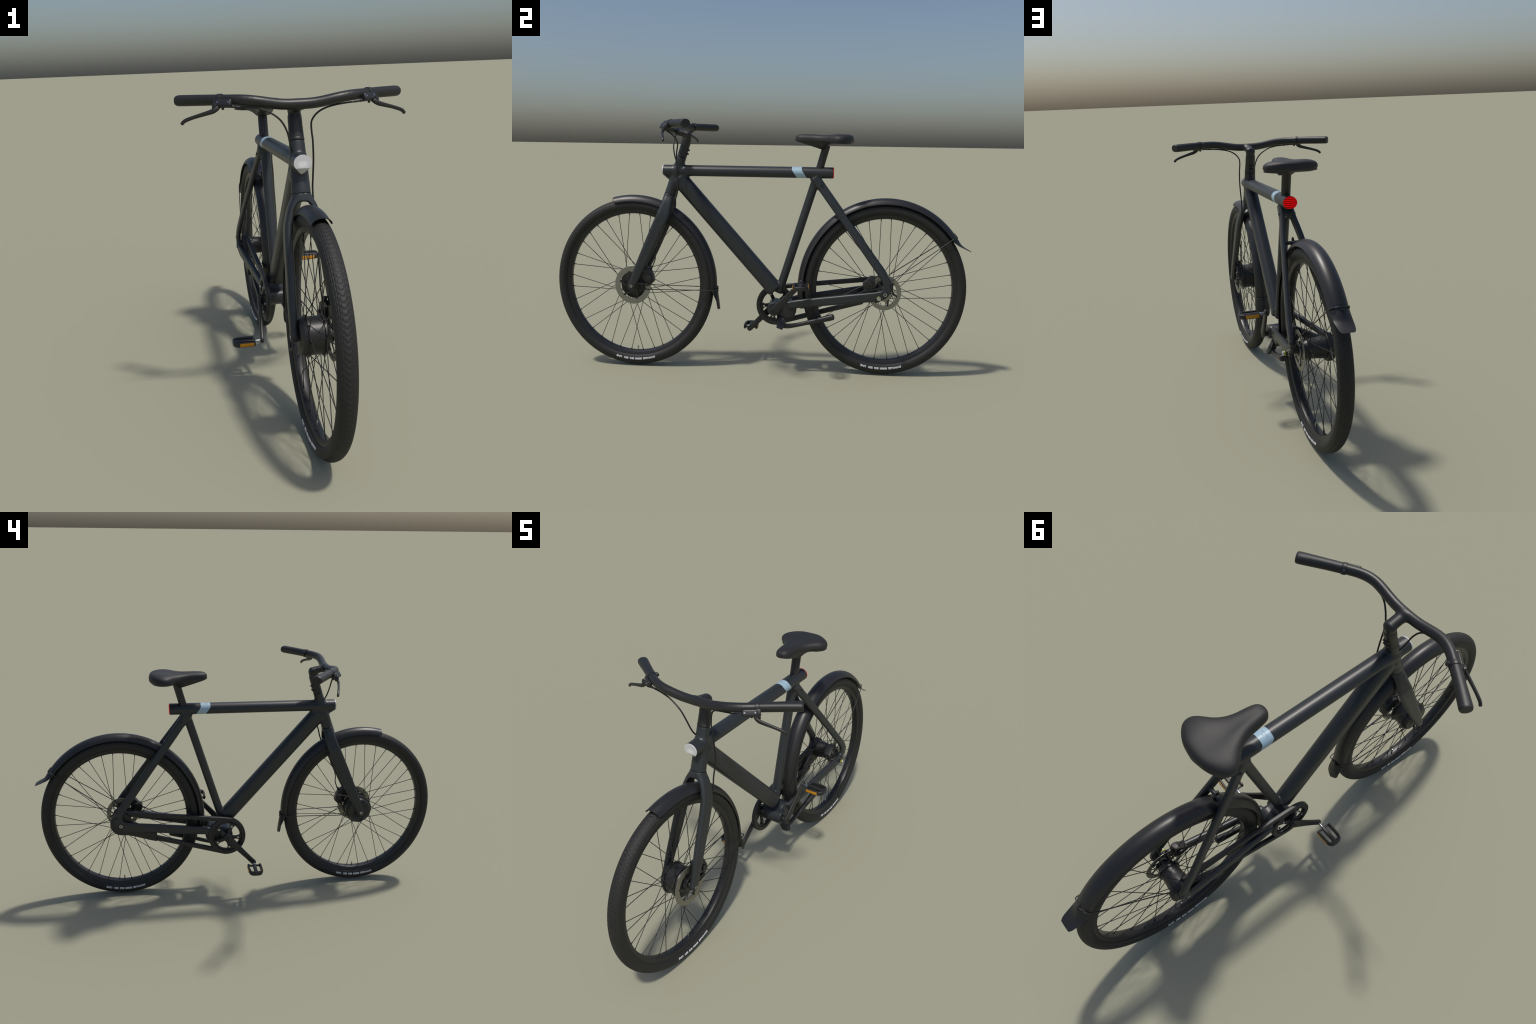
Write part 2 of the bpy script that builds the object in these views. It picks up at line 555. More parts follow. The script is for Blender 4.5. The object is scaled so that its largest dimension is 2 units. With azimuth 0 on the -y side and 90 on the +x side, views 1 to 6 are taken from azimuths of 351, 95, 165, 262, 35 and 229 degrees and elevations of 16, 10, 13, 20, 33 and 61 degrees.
def f_down(P):
    return seg_tube(P, (0, -0.392, 0.938), (0, 0.082, 0.402), 0.0315, 0.0390, sharp=0.10, end=0.01)

def f_seat(P):
    return seg_tube(P, (0, 0.268, 0.950), (0, 0.098, 0.390), 0.0217, 0.0198, end=0.004)

def f_shell(P):
    """Bottom bracket housing with the gear yoke behind it."""
    A = [np.abs(P[0] + 0.002), P[1], P[2]]
    bb = seg_tube(P, (-0.050, 0.0800, 0.3190), (0.058, 0.0800, 0.3190), 0.0310, 0.0330, end=0.004, side=(0, 1, 0))
    yoke = seg_tube(P, (-0.036, 0.1380, 0.3130), (0.040, 0.1380, 0.3130), 0.0480, 0.0500, end=0.014, side=(0, 1, 0))
    return smin(bb, yoke, 0.02)

STAY = [(0.0200, 0.262, 0.948, 0.0110, 0.0200), (0.0255, 0.300, 0.897, 0.0105, 0.0200),
        (0.0370, 0.342, 0.840, 0.0105, 0.0198), (0.0525, 0.412, 0.745, 0.0105, 0.0190),
        (0.0700, 0.484, 0.647, 0.0105, 0.0182), (0.0870, 0.561, 0.541, 0.0105, 0.0178),
        (0.0920, 0.596, 0.494, 0.0105, 0.0180), (0.0935, 0.612, 0.458, 0.0100, 0.0215), (0.0935, 0.606, 0.425, 0.0095, 0.0215)]
CHAINSTAY = [(0.0440, 0.150, 0.338, 0.0120, 0.0200), (0.0500, 0.190, 0.348, 0.0120, 0.0205),
             (0.0580, 0.260, 0.359, 0.0120, 0.0215), (0.0680, 0.360, 0.3745, 0.0120, 0.0220),
             (0.0800, 0.470, 0.3915, 0.0120, 0.0225), (0.0885, 0.545, 0.4020, 0.0100, 0.0230), (0.0920, 0.600, 0.4150, 0.0090, 0.0210)]

def f_stay(P):
    A = [np.abs(P[0]), P[1], P[2]]
    return path_tube(A, STAY, 3, 0.12)

def f_stay_crown(P):
    return seg_tube(P, (0, 0.252, 0.955), (0, 0.291, 0.903), 0.0255, 0.0195, 0.026, 0.0185, sharp=0.2, end=0.006)

def f_chainstay(P):
    A = [np.abs(P[0]), P[1], P[2]]
    return path_tube(A, CHAINSTAY, 3, 0.10)

def f_bridge(P):
    return seg_tube(P, (-0.042, 0.372, 0.806), (0.042, 0.372, 0.806), 0.0080, 0.0080, side=(0, 1, 0))

def frame_parts(P):
    return [f_top(P), f_head(P), f_down(P), f_seat(P), f_shell(P), np.minimum(f_stay(P), f_stay_crown(P)), f_chainstay(P), f_bridge(P)]

def f_frame(P):
    t, h, d, s, b, st, cs, br = frame_parts(P)
    st = smin(f_stay(P), f_stay_crown(P), 0.014)
    a = smin(t, h, 0.011)
    a = smin(a, d, 0.013)
    # head tube ends stay flat at the two bearing seams
    ax = np.array([0, SLOPE[0], SLOPE[1]]) / np.hypot(*SLOPE)
    low = -((P[1] - LOW_SEAM[1]) * ax[1] + (P[2] - LOW_SEAM[2]) * ax[2])
    zone = np.where(P[1] + 0.37 < 0, low, -1.0)
    a = np.maximum(a, np.where(P[1] < -0.385, low, -1.0))
    b2 = smin(a, smin(s, b, 0.010), 0.009)
    b2 = smin(b2, smin(st, br, 0.005), 0.008)
    return smin(b2, cs, 0.010)

FRAME = empty("frame", BIKE)
V, Q, N = polygonise(f_frame, (-0.112, -0.470, 0.245), (0.112, 0.665, 1.050), 0.0030)
cent = V[Q].mean(1)
lab = np.argmin(np.stack(frame_parts([cent[:, i].astype(np.float32) for i in range(3)]), 1), 1)
split_body(V, Q, N, lab, ["top_tube", "head_tube", "down_tube", "seat_tube", "bottom_bracket_shell", "seat_stay", "chain_stay", "stay_bridge"],
           [BANDED] + [PAINT] * 7, FRAME)

# lamps set into the two ends of the top tube
def f_lens(P):
    return np.maximum(np.maximum(top_tube_body(P) + 0.0004, lamp_cut(P)), -(lamp_cut(P) + 0.0043))
V, Q, N = polygonise(f_lens, (-0.036, -0.470, 0.900), (0.036, -0.425, 1.004), 0.0013)
add("headlight_lens", V, orient(V, Q, N), LENS, BIKE, smooth=40, fix=False)

def f_tail(P):
    body = flat_bottom(oval_tube(P, (0, 0.20, TT_Z), (0, 0.50, TT_Z), TT_W - 0.0006, TT_D - 0.0006), P, 0.9461)
    ridge = 0.0006 * np.sin(P[2] * (2 * math.pi / 0.0083))
    return np.maximum(np.maximum(body, P[1] - 0.3480 - ridge), 0.3456 - P[1])
V, Q, N = polygonise(f_tail, (-0.036, 0.340, 0.940), (0.036, 0.354, 1.004), 0.0011)
add("tail_lamp_lens", V, orient(V, Q, N), TAIL, BIKE, smooth=50, fix=False)

# small dark discs, bolts and rings on the frame
bm = bmesh.new()
for sx in (-1, 1):
    bm_cylinder(bm, (sx * 0.0345, 0.2935, 0.916), (sx * 0.0372, 0.2940, 0.9165), 0.0052, seg=20)
    bm_cylinder(bm, (sx * 0.1015, 0.6215, 0.4600), (sx * 0.1045, 0.6215, 0.4600), 0.0062, seg=20)
add_bm("frame_dark_disc", bm, DARK, FRAME)
for sx in (-1, 1):
    bm = bmesh.new()
    bm_cylinder(bm, (sx * 0.085, 0.6005, 0.4175), (sx * 0.1030, 0.6005, 0.4175), 0.0125, seg=28, bevel=0.002)
    add_bm("axle_cap", bm, BLACK, FRAME)
    add_bm("axle_bolt", ring_bolt(sx * 0.1028, sx * 0.1060, 0.6005, 0.4175, 0.0080, 0.0046), CHROME, FRAME)
bm = bmesh.new()
bm_cylinder(bm, (0.098, 0.5715, 0.4005), (0.1105, 0.5715, 0.4005), 0.0092, seg=24)
add_bm("bolt_spacer", bm, BLACK, FRAME)
bm = bmesh.new()
bm_cylinder(bm, (0.1100, 0.5715, 0.4005), (0.1135, 0.5715, 0.4005), 0.0100, seg=24)
add_bm("bolt_ring", bm, YELLOW, FRAME)
bm = bmesh.new()
bm_cylinder(bm, (0.1128, 0.5715, 0.4005), (0.1210, 0.5715, 0.4005), 0.0098, seg=24, bevel=0.003)
add_bm("stay_bolt", bm, CHROME, FRAME)
bm = bmesh.new()
bm_cylinder(bm, (0, 0.3690, 0.812), (0, 0.3650, 0.8235), 0.0058, seg=18, bevel=0.001)
bm_cylinder(bm, (0, 0.3650, 0.8235), (0, 0.3640, 0.8280), 0.0036, seg=14, bevel=0.001)
add_bm("bridge_bolt", bm, BLACK, FRAME)

# ================================================================== FORK
BLADE = [(0.0095, -0.4325, 0.8560, 0.0215, 0.0262), (0.0165, -0.4360, 0.8430, 0.0205, 0.0270), (0.0300, -0.4400, 0.8220, 0.0188, 0.0282),
         (0.0405, -0.4450, 0.7990, 0.0165, 0.0296), (0.0500, -0.4530, 0.7730, 0.0146, 0.0310), (0.0562, -0.4630, 0.7480, 0.0140, 0.0312),
         (0.0620, -0.4960, 0.6740, 0.0140, 0.0300), (0.0660, -0.5320, 0.5930, 0.0138, 0.0280),
         (0.0705, -0.5670, 0.5160, 0.0134, 0.0248), (0.0740, -0.6010, 0.4400, 0.0125, 0.0200), (0.0745, -0.6110, 0.4180, 0.0115, 0.0170)]

def f_fork(P):
    A = [np.abs(P[0]), P[1], P[2]]
    ax = np.array([0, SLOPE[0], SLOPE[1]]) / np.hypot(*SLOPE)
    crown = oval_tube(P, LOW_SEAM - ax * 0.034, LOW_SEAM + ax * 0.020, 0.0345, 0.0284, 0.0333, 0.0277, end=0.006)
    blade = path_tube(A, BLADE, 3, 0.0)
    tip = seg_tube(A, (0.0630, -0.6110, 0.4175), (0.0855, -0.6110, 0.4175), 0.0165, 0.0175, end=0.003, side=(0, 1, 0))
    f = smin(crown, blade, 0.005)
    f = smin(f, tip, 0.006)
    # tyre and fender clearance scooped out under the crown
    arch = np.sqrt((P[0] / 0.0355) ** 2 + (np.minimum(P[2] - 0.800, 0.05) / 0.0400) ** 2) - 1
    arch = np.where(P[2] < 0.800, np.abs(P[0]) - 0.0355, arch * 0.036)
    arch = np.maximum(arch, 0.70 - P[2])
    f = -smin(-f, arch, 0.008)
    top = (P[1] - LOW_SEAM[1]) * ax[1] + (P[2] - LOW_SEAM[2]) * ax[2] + 0.0010
    return np.maximum(f, top)

V, Q, N = polygonise(f_fork, (-0.096, -0.650, 0.385), (0.096, -0.385, 0.872), 0.0026)
FORK = add("fork", V, orient(V, Q, N), PAINT, BIKE, smooth=60, fix=False)
bm = bmesh.new()
bm_cylinder(bm, LOW_SEAM - np.array([0, .0006, .002]), LOW_SEAM + np.array([0, .0006, .002]), 0.0268, seg=40)
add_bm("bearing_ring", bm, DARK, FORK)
for sx in (-1, 1):
    bm = bmesh.new()
    bm_cylinder(bm, (sx * 0.0840, -0.6110, 0.4175), (sx * 0.0868, -0.6110, 0.4175), 0.0108, seg=24)
    add_bm("axle_washer", bm, DARK, FORK)
    add_bm("axle_bolt", ring_bolt(sx * 0.0866, sx * 0.0890, -0.6110, 0.4175, 0.0072, 0.0042), CHROME, FORK)

# ================================================================== STEM AND HANDLEBAR
BAR = [(0.000, -0.4100, 1.1600, 0.0180), (0.030, -0.4102, 1.1603, 0.0180), (0.060, -0.4115, 1.1622, 0.0180), (0.090, -0.4134, 1.1665, 0.0180),
       (0.120, -0.4150, 1.1720, 0.0180), (0.150, -0.4143, 1.1770, 0.0178), (0.180, -0.4074, 1.1804, 0.0178), (0.210, -0.3945, 1.1819, 0.0176),
       (0.240, -0.3762, 1.1823, 0.0176), (0.265, -0.3600, 1.1825, 0.0176)]
def f_bar(P):
    A = [np.abs(P[0]), P[1], P[2]]
    out = None
    R = spline(BAR, 2)
    for p, q in zip(R[:-1], R[1:]):
        d = capsule(A, p[:3], q[:3], p[3], q[3])
        out = d if out is None else np.minimum(out, d)
    return np.maximum(out, A[0] - 0.262)
def f_stem(P):
    up = oval_tube(P, TOP_SEAM + np.array([0, 0.0004, 0.0012]), (0, -0.3500, 1.1190), 0.0270, 0.0219, 0.0232, 0.0213, end=0.001)
    knee = oval_tube(P, (0, -0.3605, 1.0850), (0, -0.3425, 1.1520), 0.0236, 0.0206, 0.0213, 0.0198, end=0.012)
    arm = oval_tube(P, (0, -0.3330, 1.1400), (0, -0.4100, 1.1575), 0.0215, 0.0178, 0.0220, 0.0175, end=0.010)
    return smin(smin(up, knee, 0.004), arm, 0.008)
def f_cockpit(P):
    return smin(f_stem(P), f_bar(P), 0.012)
V, Q, N = polygonise(f_cockpit, (-0.270, -0.440, 1.030), (0.270, -0.315, 1.210), 0.0026)
cent = V[Q].mean(1)
Pc = [cent[:, i].astype(np.float32) for i in range(3)]
lab = (f_bar(Pc) < f_stem(Pc)).astype(int)
COCK = split_body(V, Q, N, lab, ["stem", "handlebar"], [BLACK, BLACK], BIKE)
STEM, HBAR = COCK["stem"], COCK["handlebar"]
# clamp ring at the foot of the stem, slit and clamp bolts behind
ax = Vector((0, SLOPE[0], SLOPE[1])).normalized()
ring = []
for s, gx, gy in ((0.0020, 0.0274, 0.0222), (0.0026, 0.0277, 0.0225), (0.0105, 0.0272, 0.0220), (0.0110, 0.0268, 0.0216)):
    p = TOP_SEAM + np.array(ax) * s
    ring.append((*p, gx, gy))
V, F = loft(ring, seg=48, round_ends=False)
add("stem_ring", V, F, BLACK, STEM)
bm = bmesh.new()
bm_box(bm, (0, -0.3462, 1.0660), (0.0022, 0.004, 0.062), ((1, 0, 0), (0, ax.z, -ax.y), (0, ax.y, ax.z)), bevel=0.0)
add_bm("stem_slit", bm, DARK, STEM)
for yy, zz_ in ((-0.3435, 1.0680), (-0.3485, 1.0495)):
    bm = bmesh.new()
    bm_cylinder(bm, (-0.013, yy, zz_), (-0.002, yy, zz_), 0.0050, seg=18, bevel=0.001)
    bm_cylinder(bm, (0.002, yy, zz_), (0.012, yy, zz_), 0.0042, seg=18, bevel=0.001)
    bm_cylinder(bm, (-0.004, yy + 0.002, zz_), (0.004, yy + 0.002, zz_), 0.0024, seg=12)
    add_bm("clamp_bolt", bm, BLACK, STEM)

def mirror_rows(rows, s):
    r = [list(q) for q in rows]
    for q in r:
        q[0] *= s
    return r

for s in (1, -1):
    # grip: round at the collar, flatter and broader at the end
    g = [(0.2600, -0.3632, 1.1825, 0.0180, 0.0178), (0.2700, -0.3566, 1.1826, 0.0183, 0.0180), (0.3000, -0.3367, 1.1827, 0.0188, 0.0183),
         (0.3350, -0.3130, 1.1827, 0.0200, 0.0186), (0.3650, -0.2925, 1.1826, 0.0214, 0.0187), (0.3800, -0.2822, 1.1826, 0.0220, 0.0186),
         (0.3880, -0.2768, 1.1825, 0.0218, 0.0180), (0.3925, -0.2738, 1.1825, 0.0195, 0.0160)]
    rows = spline(mirror_rows(g, s), 3)
    V, F = loft(rows, seg=36, side=(0.565 * s, 0.825, 0), round_ends=False, power=2.2)
    add("grip", V, F, GRIPM, HBAR, smooth=50)
    # brake lever assembly
    t = Vector((0.826 * s, 0.563, 0.001))
    bdir = Vector((t.x, t.y, 0)).normalized()
    fwd = Vector((bdir.y * s, -bdir.x * s, 0)) * 1.0
    fwd = Vector((0.563 * -s * -1 * 0 + fwd.x, fwd.y, 0)).normalized()
    if fwd.y > 0:
        fwd = -fwd
    up = Vector((0, 0, 1))
    tilt_f = (fwd * 0.86 + up * 0.51).normalized()
    tilt_u = (up * 0.86 - fwd * 0.51).normalized()
    c = Vector((0.2545 * s, -0.3668, 1.1825))
    bm = bmesh.new()
    bm_cylinder(bm, c - bdir * 0.0085, c + bdir * 0.0085, 0.0203, seg=40, bevel=0.0012)
    bm_box(bm, c + fwd * 0.0195 - up * 0.0120 + bdir * 0.004, (0.019, 0.022, 0.026), (bdir, tilt_f, tilt_u), bevel=0.004)
    bm_cylinder(bm, Vector((0.277 * s, -0.3925, 1.1525)), Vector((0.274 * s, -0.3925, 1.1730)), 0.0090, seg=24, bevel=0.002)
    add_bm("lever_clamp", bm, PLASTIC, HBAR)
    bm = bmesh.new()
    bc = Vector((0.2455 * s, -0.3995, 1.1720))
    bm_box(bm, bc, (0.058, 0.021, 0.026), (bdir, tilt_f, tilt_u), bevel=0.0075, segs=4)
    add_bm("brake_cylinder", bm, PLASTIC, HBAR)
    bm = bmesh.new()
    for q in (-0.0195, 0.0195):
        a = bc + bdir * q + tilt_f * 0.0100
        bm_cylinder(bm, a, a + tilt_f * 0.0012, 0.0032, seg=14)
    add_bm("cover_screw", bm, CHROME, HBAR)
    bm = bmesh.new()
    k = Vector((0.2415 * s, -0.3520, 1.1865))
    back = (-fwd * 0.9 + up * 0.45).normalized()
    bm_cylinder(bm, k - back * 0.006, k + back * 0.0075, 0.0088, seg=24, bevel=0.003)
    bm_cylinder(bm, k + back * 0.006, k + back * 0.0085, 0.0040, seg=14, bevel=0.0008)
    add_bm("clamp_knob", bm, PLASTIC, HBAR)
    lev = [(0.262, -0.3930, 1.1640, 0.0062, 0.0075), (0.2700, -0.3975, 1.1560, 0.0060, 0.0080), (0.2840, -0.3985, 1.1485, 0.0056, 0.0082),
           (0.3050, -0.3945, 1.1425, 0.0052, 0.0072), (0.3400, -0.3855, 1.1330, 0.0050, 0.0062), (0.3650, -0.3785, 1.1250, 0.0050, 0.0062),
           (0.3780, -0.3745, 1.1185, 0.0050, 0.0060), (0.3868, -0.3708, 1.1090, 0.0052, 0.0056)]
    V, F = loft(spline(mirror_rows(lev, s), 4), seg=18, side=(0, 1, 0), power=2.4)
    add("brake_lever", V, F, BLACK, HBAR, smooth=60)
    bm = bmesh.new()
    bm_cylinder(bm, (0.226 * s, -0.4085, 1.1625), (0.214 * s, -0.4105, 1.1610), 0.0048, seg=16, bevel=0.001)
    bm_cylinder(bm, (0.214 * s, -0.4105, 1.1610), (0.192 * s, -0.4125, 1.1590), 0.0038, seg=16, bevel=0.001)
    bm_cylinder(bm, (0.2500 * s, -0.3960, 1.1600), (0.2490 * s, -0.3950, 1.1520), 0.0045, seg=14, bevel=0.001)
    add_bm("cable_nut", bm, PLASTIC, HBAR)

def cable(name, pts, r=0.0032, n=8, mat=None):
    R = spline(pts, n)
    rows = np.hstack([R, np.full((len(R), 2), r)])
    d = np.abs(R[-1] - R[0])
    side = (0, 0, 1) if d[2] < max(d[0], d[1]) else (1, 0, 0)
    V, F = loft(rows, seg=10, side=(0.31, 0.57, 0.41) if side == (1, 0, 0) else (0.1, 0.3, 0.9))
    return add(name, V, F, mat or CABLE, BIKE, smooth=80)

cable("brake_cable", [(0.200, -0.4120, 1.1595), (0.165, -0.4150, 1.1570), (0.125, -0.4130, 1.1515), (0.092, -0.4050, 1.1420), (0.068, -0.3930, 1.1260),
                      (0.0535, -0.3850, 1.1050), (0.0500, -0.3850, 1.0880), (0.0505, -0.3890, 1.0620), (0.0535, -0.3900, 1.0330), (0.0555, -0.3870, 0.9730), (0.0540, -0.3830, 0.9140),
                      (0.0510, -0.3870, 0.8740), (0.0500, -0.4000, 0.8300), (0.0520, -0.4110, 0.7900), (0.0480, -0.4280, 0.7480)])
cable("brake_cable", [(-0.200, -0.4120, 1.1595), (-0.160, -0.4190, 1.1570), (-0.120, -0.4240, 1.1480), (-0.085, -0.4270, 1.1290), (-0.060, -0.4275, 1.1060),
                      (-0.0420, -0.4245, 1.0720), (-0.0320, -0.4160, 1.0350), (-0.0260, -0.4060, 1.0110), (-0.0210, -0.3960, 0.9980)])
cable("brake_cable", [(0.0460, -0.470, 0.655), (0.0440, -0.492, 0.610), (0.0440, -0.5010, 0.575), (0.0450, -0.5010, 0.548), (0.0470, -0.512, 0.515), (0.0480, -0.522, 0.494)], 0.0026)
cable("brake_cable", [(0.0600, 0.395, 0.392), (0.0600, 0.431, 0.412), (0.0600, 0.470, 0.434), (0.0600, 0.503, 0.450)], 0.0022)

# ================================================================== WHEELS
def tyre_x(r):
    q = np.clip((r - 0.3862) / 0.0303, -1, 1)
    return 0.0322 * np.sqrt(1 - q * q)

def tyre_mesh():
    NB, SUB = 140, 8
    na = NB * SUB
    b = np.radians(np.concatenate([np.linspace(-137, -64, 10), np.linspace(-60, 60, 49), np.linspace(64, 137, 10)]))
    nb = len(b)
    th = 2 * np.pi * np.arange(na) / na
    B, T = np.meshgrid(b, th)
    s = 0.0310 * B
    a = np.abs(s)
    ph = T / (2 * np.pi) * NB
    fr = lambda x: x - np.floor(x)
    chev = fr(ph - a / 0.0085 * 0.30)
    groove = np.zeros_like(s)
    centre = a < 0.0078
    groove = np.where(centre & (chev > 0.62), 1.0, groove)
    row2 = (a > 0.0092) & (a < 0.0150)
    groove = np.where(row2 & (fr(ph + 0.5) > 0.68), 1.0, groove)
    row3 = (a > 0.0162) & (a < 0.0225)
    groove = np.where(row3 & (fr(ph) > 0.72), 1.0, groove)
    row4 = (a > 0.0236) & (a < 0.0300)
    groove = np.where(row4 & (fr(ph + 0.25) > 0.72), 0.5, groove)
    for c in (0.0085, 0.0156, 0.0231):
        groove = np.where(np.abs(a - c) < 0.0008, 1.0, groove)
    rad = 0.0303 - 0.0011 * groove
    side = np.abs(B) > np.radians(60.5)
    rad = np.where(side, 0.0297, rad)
    r = 0.3862 + rad * np.cos(B)
    x = 0.0322 / 0.0303 * rad * np.sin(B)
    V = np.stack([x, r * np.sin(T), r * np.cos(T)], -1).reshape(-1, 3)
    i, j = np.meshgrid(np.arange(na), np.arange(nb - 1), indexing="ij")
    k = (i + 1) % na
    F = np.stack([i * nb + j, k * nb + j, k * nb + j + 1, i * nb + j + 1], -1).reshape(-1, 4)
    me = bpy.data.meshes.new("tyre")
    me.from_pydata(V.tolist(), [], F.tolist())
    bm = bmesh.new(); bm.from_mesh(me); bmesh.ops.recalc_face_normals(bm, faces=bm.faces)
    if sum(f.normal.dot(Vector((0, f.calc_center_median().y, f.calc_center_median().z))) for f in list(bm.faces)[20:40]) < 0:
        bmesh.ops.reverse_faces(bm, faces=bm.faces)
    bm.to_mesh(me); bm.free()
    finish_mesh(me, RUBBER, 40)
    return me

def mesh_of(name, V, F, mat, smooth=35):
    me = bpy.data.meshes.new(name)
    me.from_pydata([tuple(map(float, v)) for v in V], [], [tuple(map(int, f)) for f in F])
    bm = bmesh.new(); bm.from_mesh(me); bmesh.ops.recalc_face_normals(bm, faces=bm.faces)
    bm.to_mesh(me); bm.free()
    finish_mesh(me, mat, smooth)
    return me

TYRE = tyre_mesh()
RIM = mesh_of("rim", *lathe_x([(-0.0205, 0.3780), (-0.0225, 0.3765), (-0.0225, 0.3705), (-0.0208, 0.3660), (-0.0192, 0.3520), (-0.0155, 0.3468), (-0.0085, 0.3446),
                               (0, 0.3440), (0.0085, 0.3446), (0.0155, 0.3468), (0.0192, 0.3520), (0.0208, 0.3660), (0.0225, 0.3705), (0.0225, 0.3765), (0.0205, 0.3780)],
                              seg=180, closed=True), RIMM, 30)

def spoke_mesh(name, flange_r, flange_x, rim_x, lean):
    """One spoke with its nipple; rim end straight up, flange end turned by 'lean' degrees."""
    p1 = Vector((rim_x, 0, 0.3465))
    a = math.radians(lean)
    p0 = Vector((flange_x, flange_r * math.sin(a), flange_r * math.cos(a)))
    d = (p0 - p1).normalized()
    bm = bmesh.new()
    bm_cylinder(bm, p0, p1, 0.00155, seg=7)
    bm_cylinder(bm, p1, p1 + d * 0.0120, 0.0029, 0.0020, seg=10)
    bmesh.ops.recalc_face_normals(bm, faces=bm.faces)
    me = bpy.data.meshes.new(name); bm.to_mesh(me); bm.free()
    finish_mesh(me, SPOKEM, 40)
    return me

def text_verts(body, size, extrude, bold=0.0):
    cu = bpy.data.curves.new("lettering", "FONT")
    cu.body = body; cu.size = size; cu.extrude = extrude; cu.align_x = "CENTER"; cu.align_y = "CENTER"
    cu.resolution_u = 3; cu.offset = bold
    o = bpy.data.objects.new("lettering", cu)
    bpy.context.scene.collection.objects.link(o)
    dg = bpy.context.evaluated_depsgraph_get()
    me = bpy.data.meshes.new_from_object(o.evaluated_get(dg))
    V = np.array([v.co[:] for v in me.vertices]); F = [tuple(p.vertices) for p in me.polygons]
    bpy.data.objects.remove(o); bpy.data.curves.remove(cu); bpy.data.meshes.remove(me)
    return V, F

def tyre_lettering(sign):
    """White side print near the ground; letter tops point outwards, read round the tyre."""
    parts = []
    H = 0.0130
    def put(body, u0, u1, h=H):
        V, F = text_verts(body, h, 0.0004, 0.0005)
        w = V[:, 0].max() - V[:, 0].min()
        V = V.copy()
        V[:, 0] = (V[:, 0] - V[:, 0].min()) / w * (u1 - u0) + u0
        vc = (V[:, 1].max() + V[:, 1].min()) / 2
        V[:, 1] = (V[:, 1] - vc) * (0.0098 / max(V[:, 1].max() - V[:, 1].min(), 1e-6))
        parts.append((V, F))
    put("SCHWALBE", -0.106, -0.040)
    put("BIG", 0.0100, 0.0330)
    put("BEN", 0.0410, 0.0640)
    put("LINE", 0.0760, 0.1060)
    for k in range(7):          # hatched name plate between the words
        u = -0.033 + k * 0.0053
        for v0, v1 in ((-0.0046, -0.0004), (0.0004, 0.0046)):
            q = np.array([(u, v0, 0), (u + 0.0043, v0, 0), (u + 0.0043, v1, 0), (u, v1, 0), (u, v0, .0004), (u + 0.0043, v0, .0004), (u + 0.0043, v1, .0004), (u, v1, .0004)])
            parts.append((q, [(0, 1, 2, 3), (4, 5, 6, 7), (0, 1, 5, 4), (1, 2, 6, 5), (2, 3, 7, 6), (3, 0, 4, 7)]))
    V, F = merge(parts)
    r = 0.3815 + V[:, 1]
    ang = V[:, 0] / 0.3815
    x = sign * (tyre_x(r) - 0.0002 + V[:, 2] - V[:, 2].min())
    # bottom of the wheel: reading runs towards -y on the +x side, +y on the other
    y = -sign * r * np.sin(ang) * 1.0
    zc = -r * np.cos(ang)
    return np.stack([x, y, zc], 1), F

LETTER = [mesh_of("tyre_lettering", *tyre_lettering(s), WHITE, 30) for s in (1, -1)]
bm = bmesh.new()
bm_cylinder(bm, (0, 0, -0.3460), (0, 0, -0.3310), 0.0030, seg=14)
bm_cylinder(bm, (0, 0, -0.3315), (0, 0, -0.3210), 0.0042, 0.0034, seg=14, bevel=0.001)
bmesh.ops.recalc_face_normals(bm, faces=bm.faces)
VALVE = bpy.data.meshes.new("valve"); bm.to_mesh(VALVE); bm.free()
finish_mesh(VALVE, CHROME, 40)

def disc_mesh(name, r_out, r_in, r_hub, x, arms):
    """Brake disc: flat ring with slanting arms to the carrier."""
    V, F = lathe_x([(x - 0.0013, r_in), (x - 0.0013, r_out - 0.0006), (x - 0.0007, r_out), (x + 0.0007, r_out), (x + 0.0013, r_out - 0.0006), (x + 0.0013, r_in)], seg=120, closed=True)
    ring = mesh_of(name, V, F, DISCM, 30)
    bm = bmesh.new()
    for i in range(arms):
        a0 = 2 * math.pi * (i + 0.2) / arms; a1 = a0 + 0.55
        p = Vector((x, r_hub * math.sin(a0), r_hub * math.cos(a0)))
        q = Vector((x, (r_in + 0.002) * math.sin(a1), (r_in + 0.002) * math.cos(a1)))
        d = (q - p); L = d.length; d.normalize()
        bm_box(bm, (p + q) / 2, (0.0030, L, 0.0085), ((1, 0, 0), d, Vector((1, 0, 0)).cross(d)), bevel=0.0008)
        bm_cylinder(bm, (x - 0.004, q.y * 0.97, q.z * 0.97), (x + 0.004, q.y * 0.97, q.z * 0.97), 0.0048, seg=12)
    arm = bpy.data.meshes.new(name + "_carrier")
    bmesh.ops.recalc_face_normals(bm, faces=bm.faces)
    bm.to_mesh(arm); bm.free(); finish_mesh(arm, BLACK, 35)
    return ring, arm

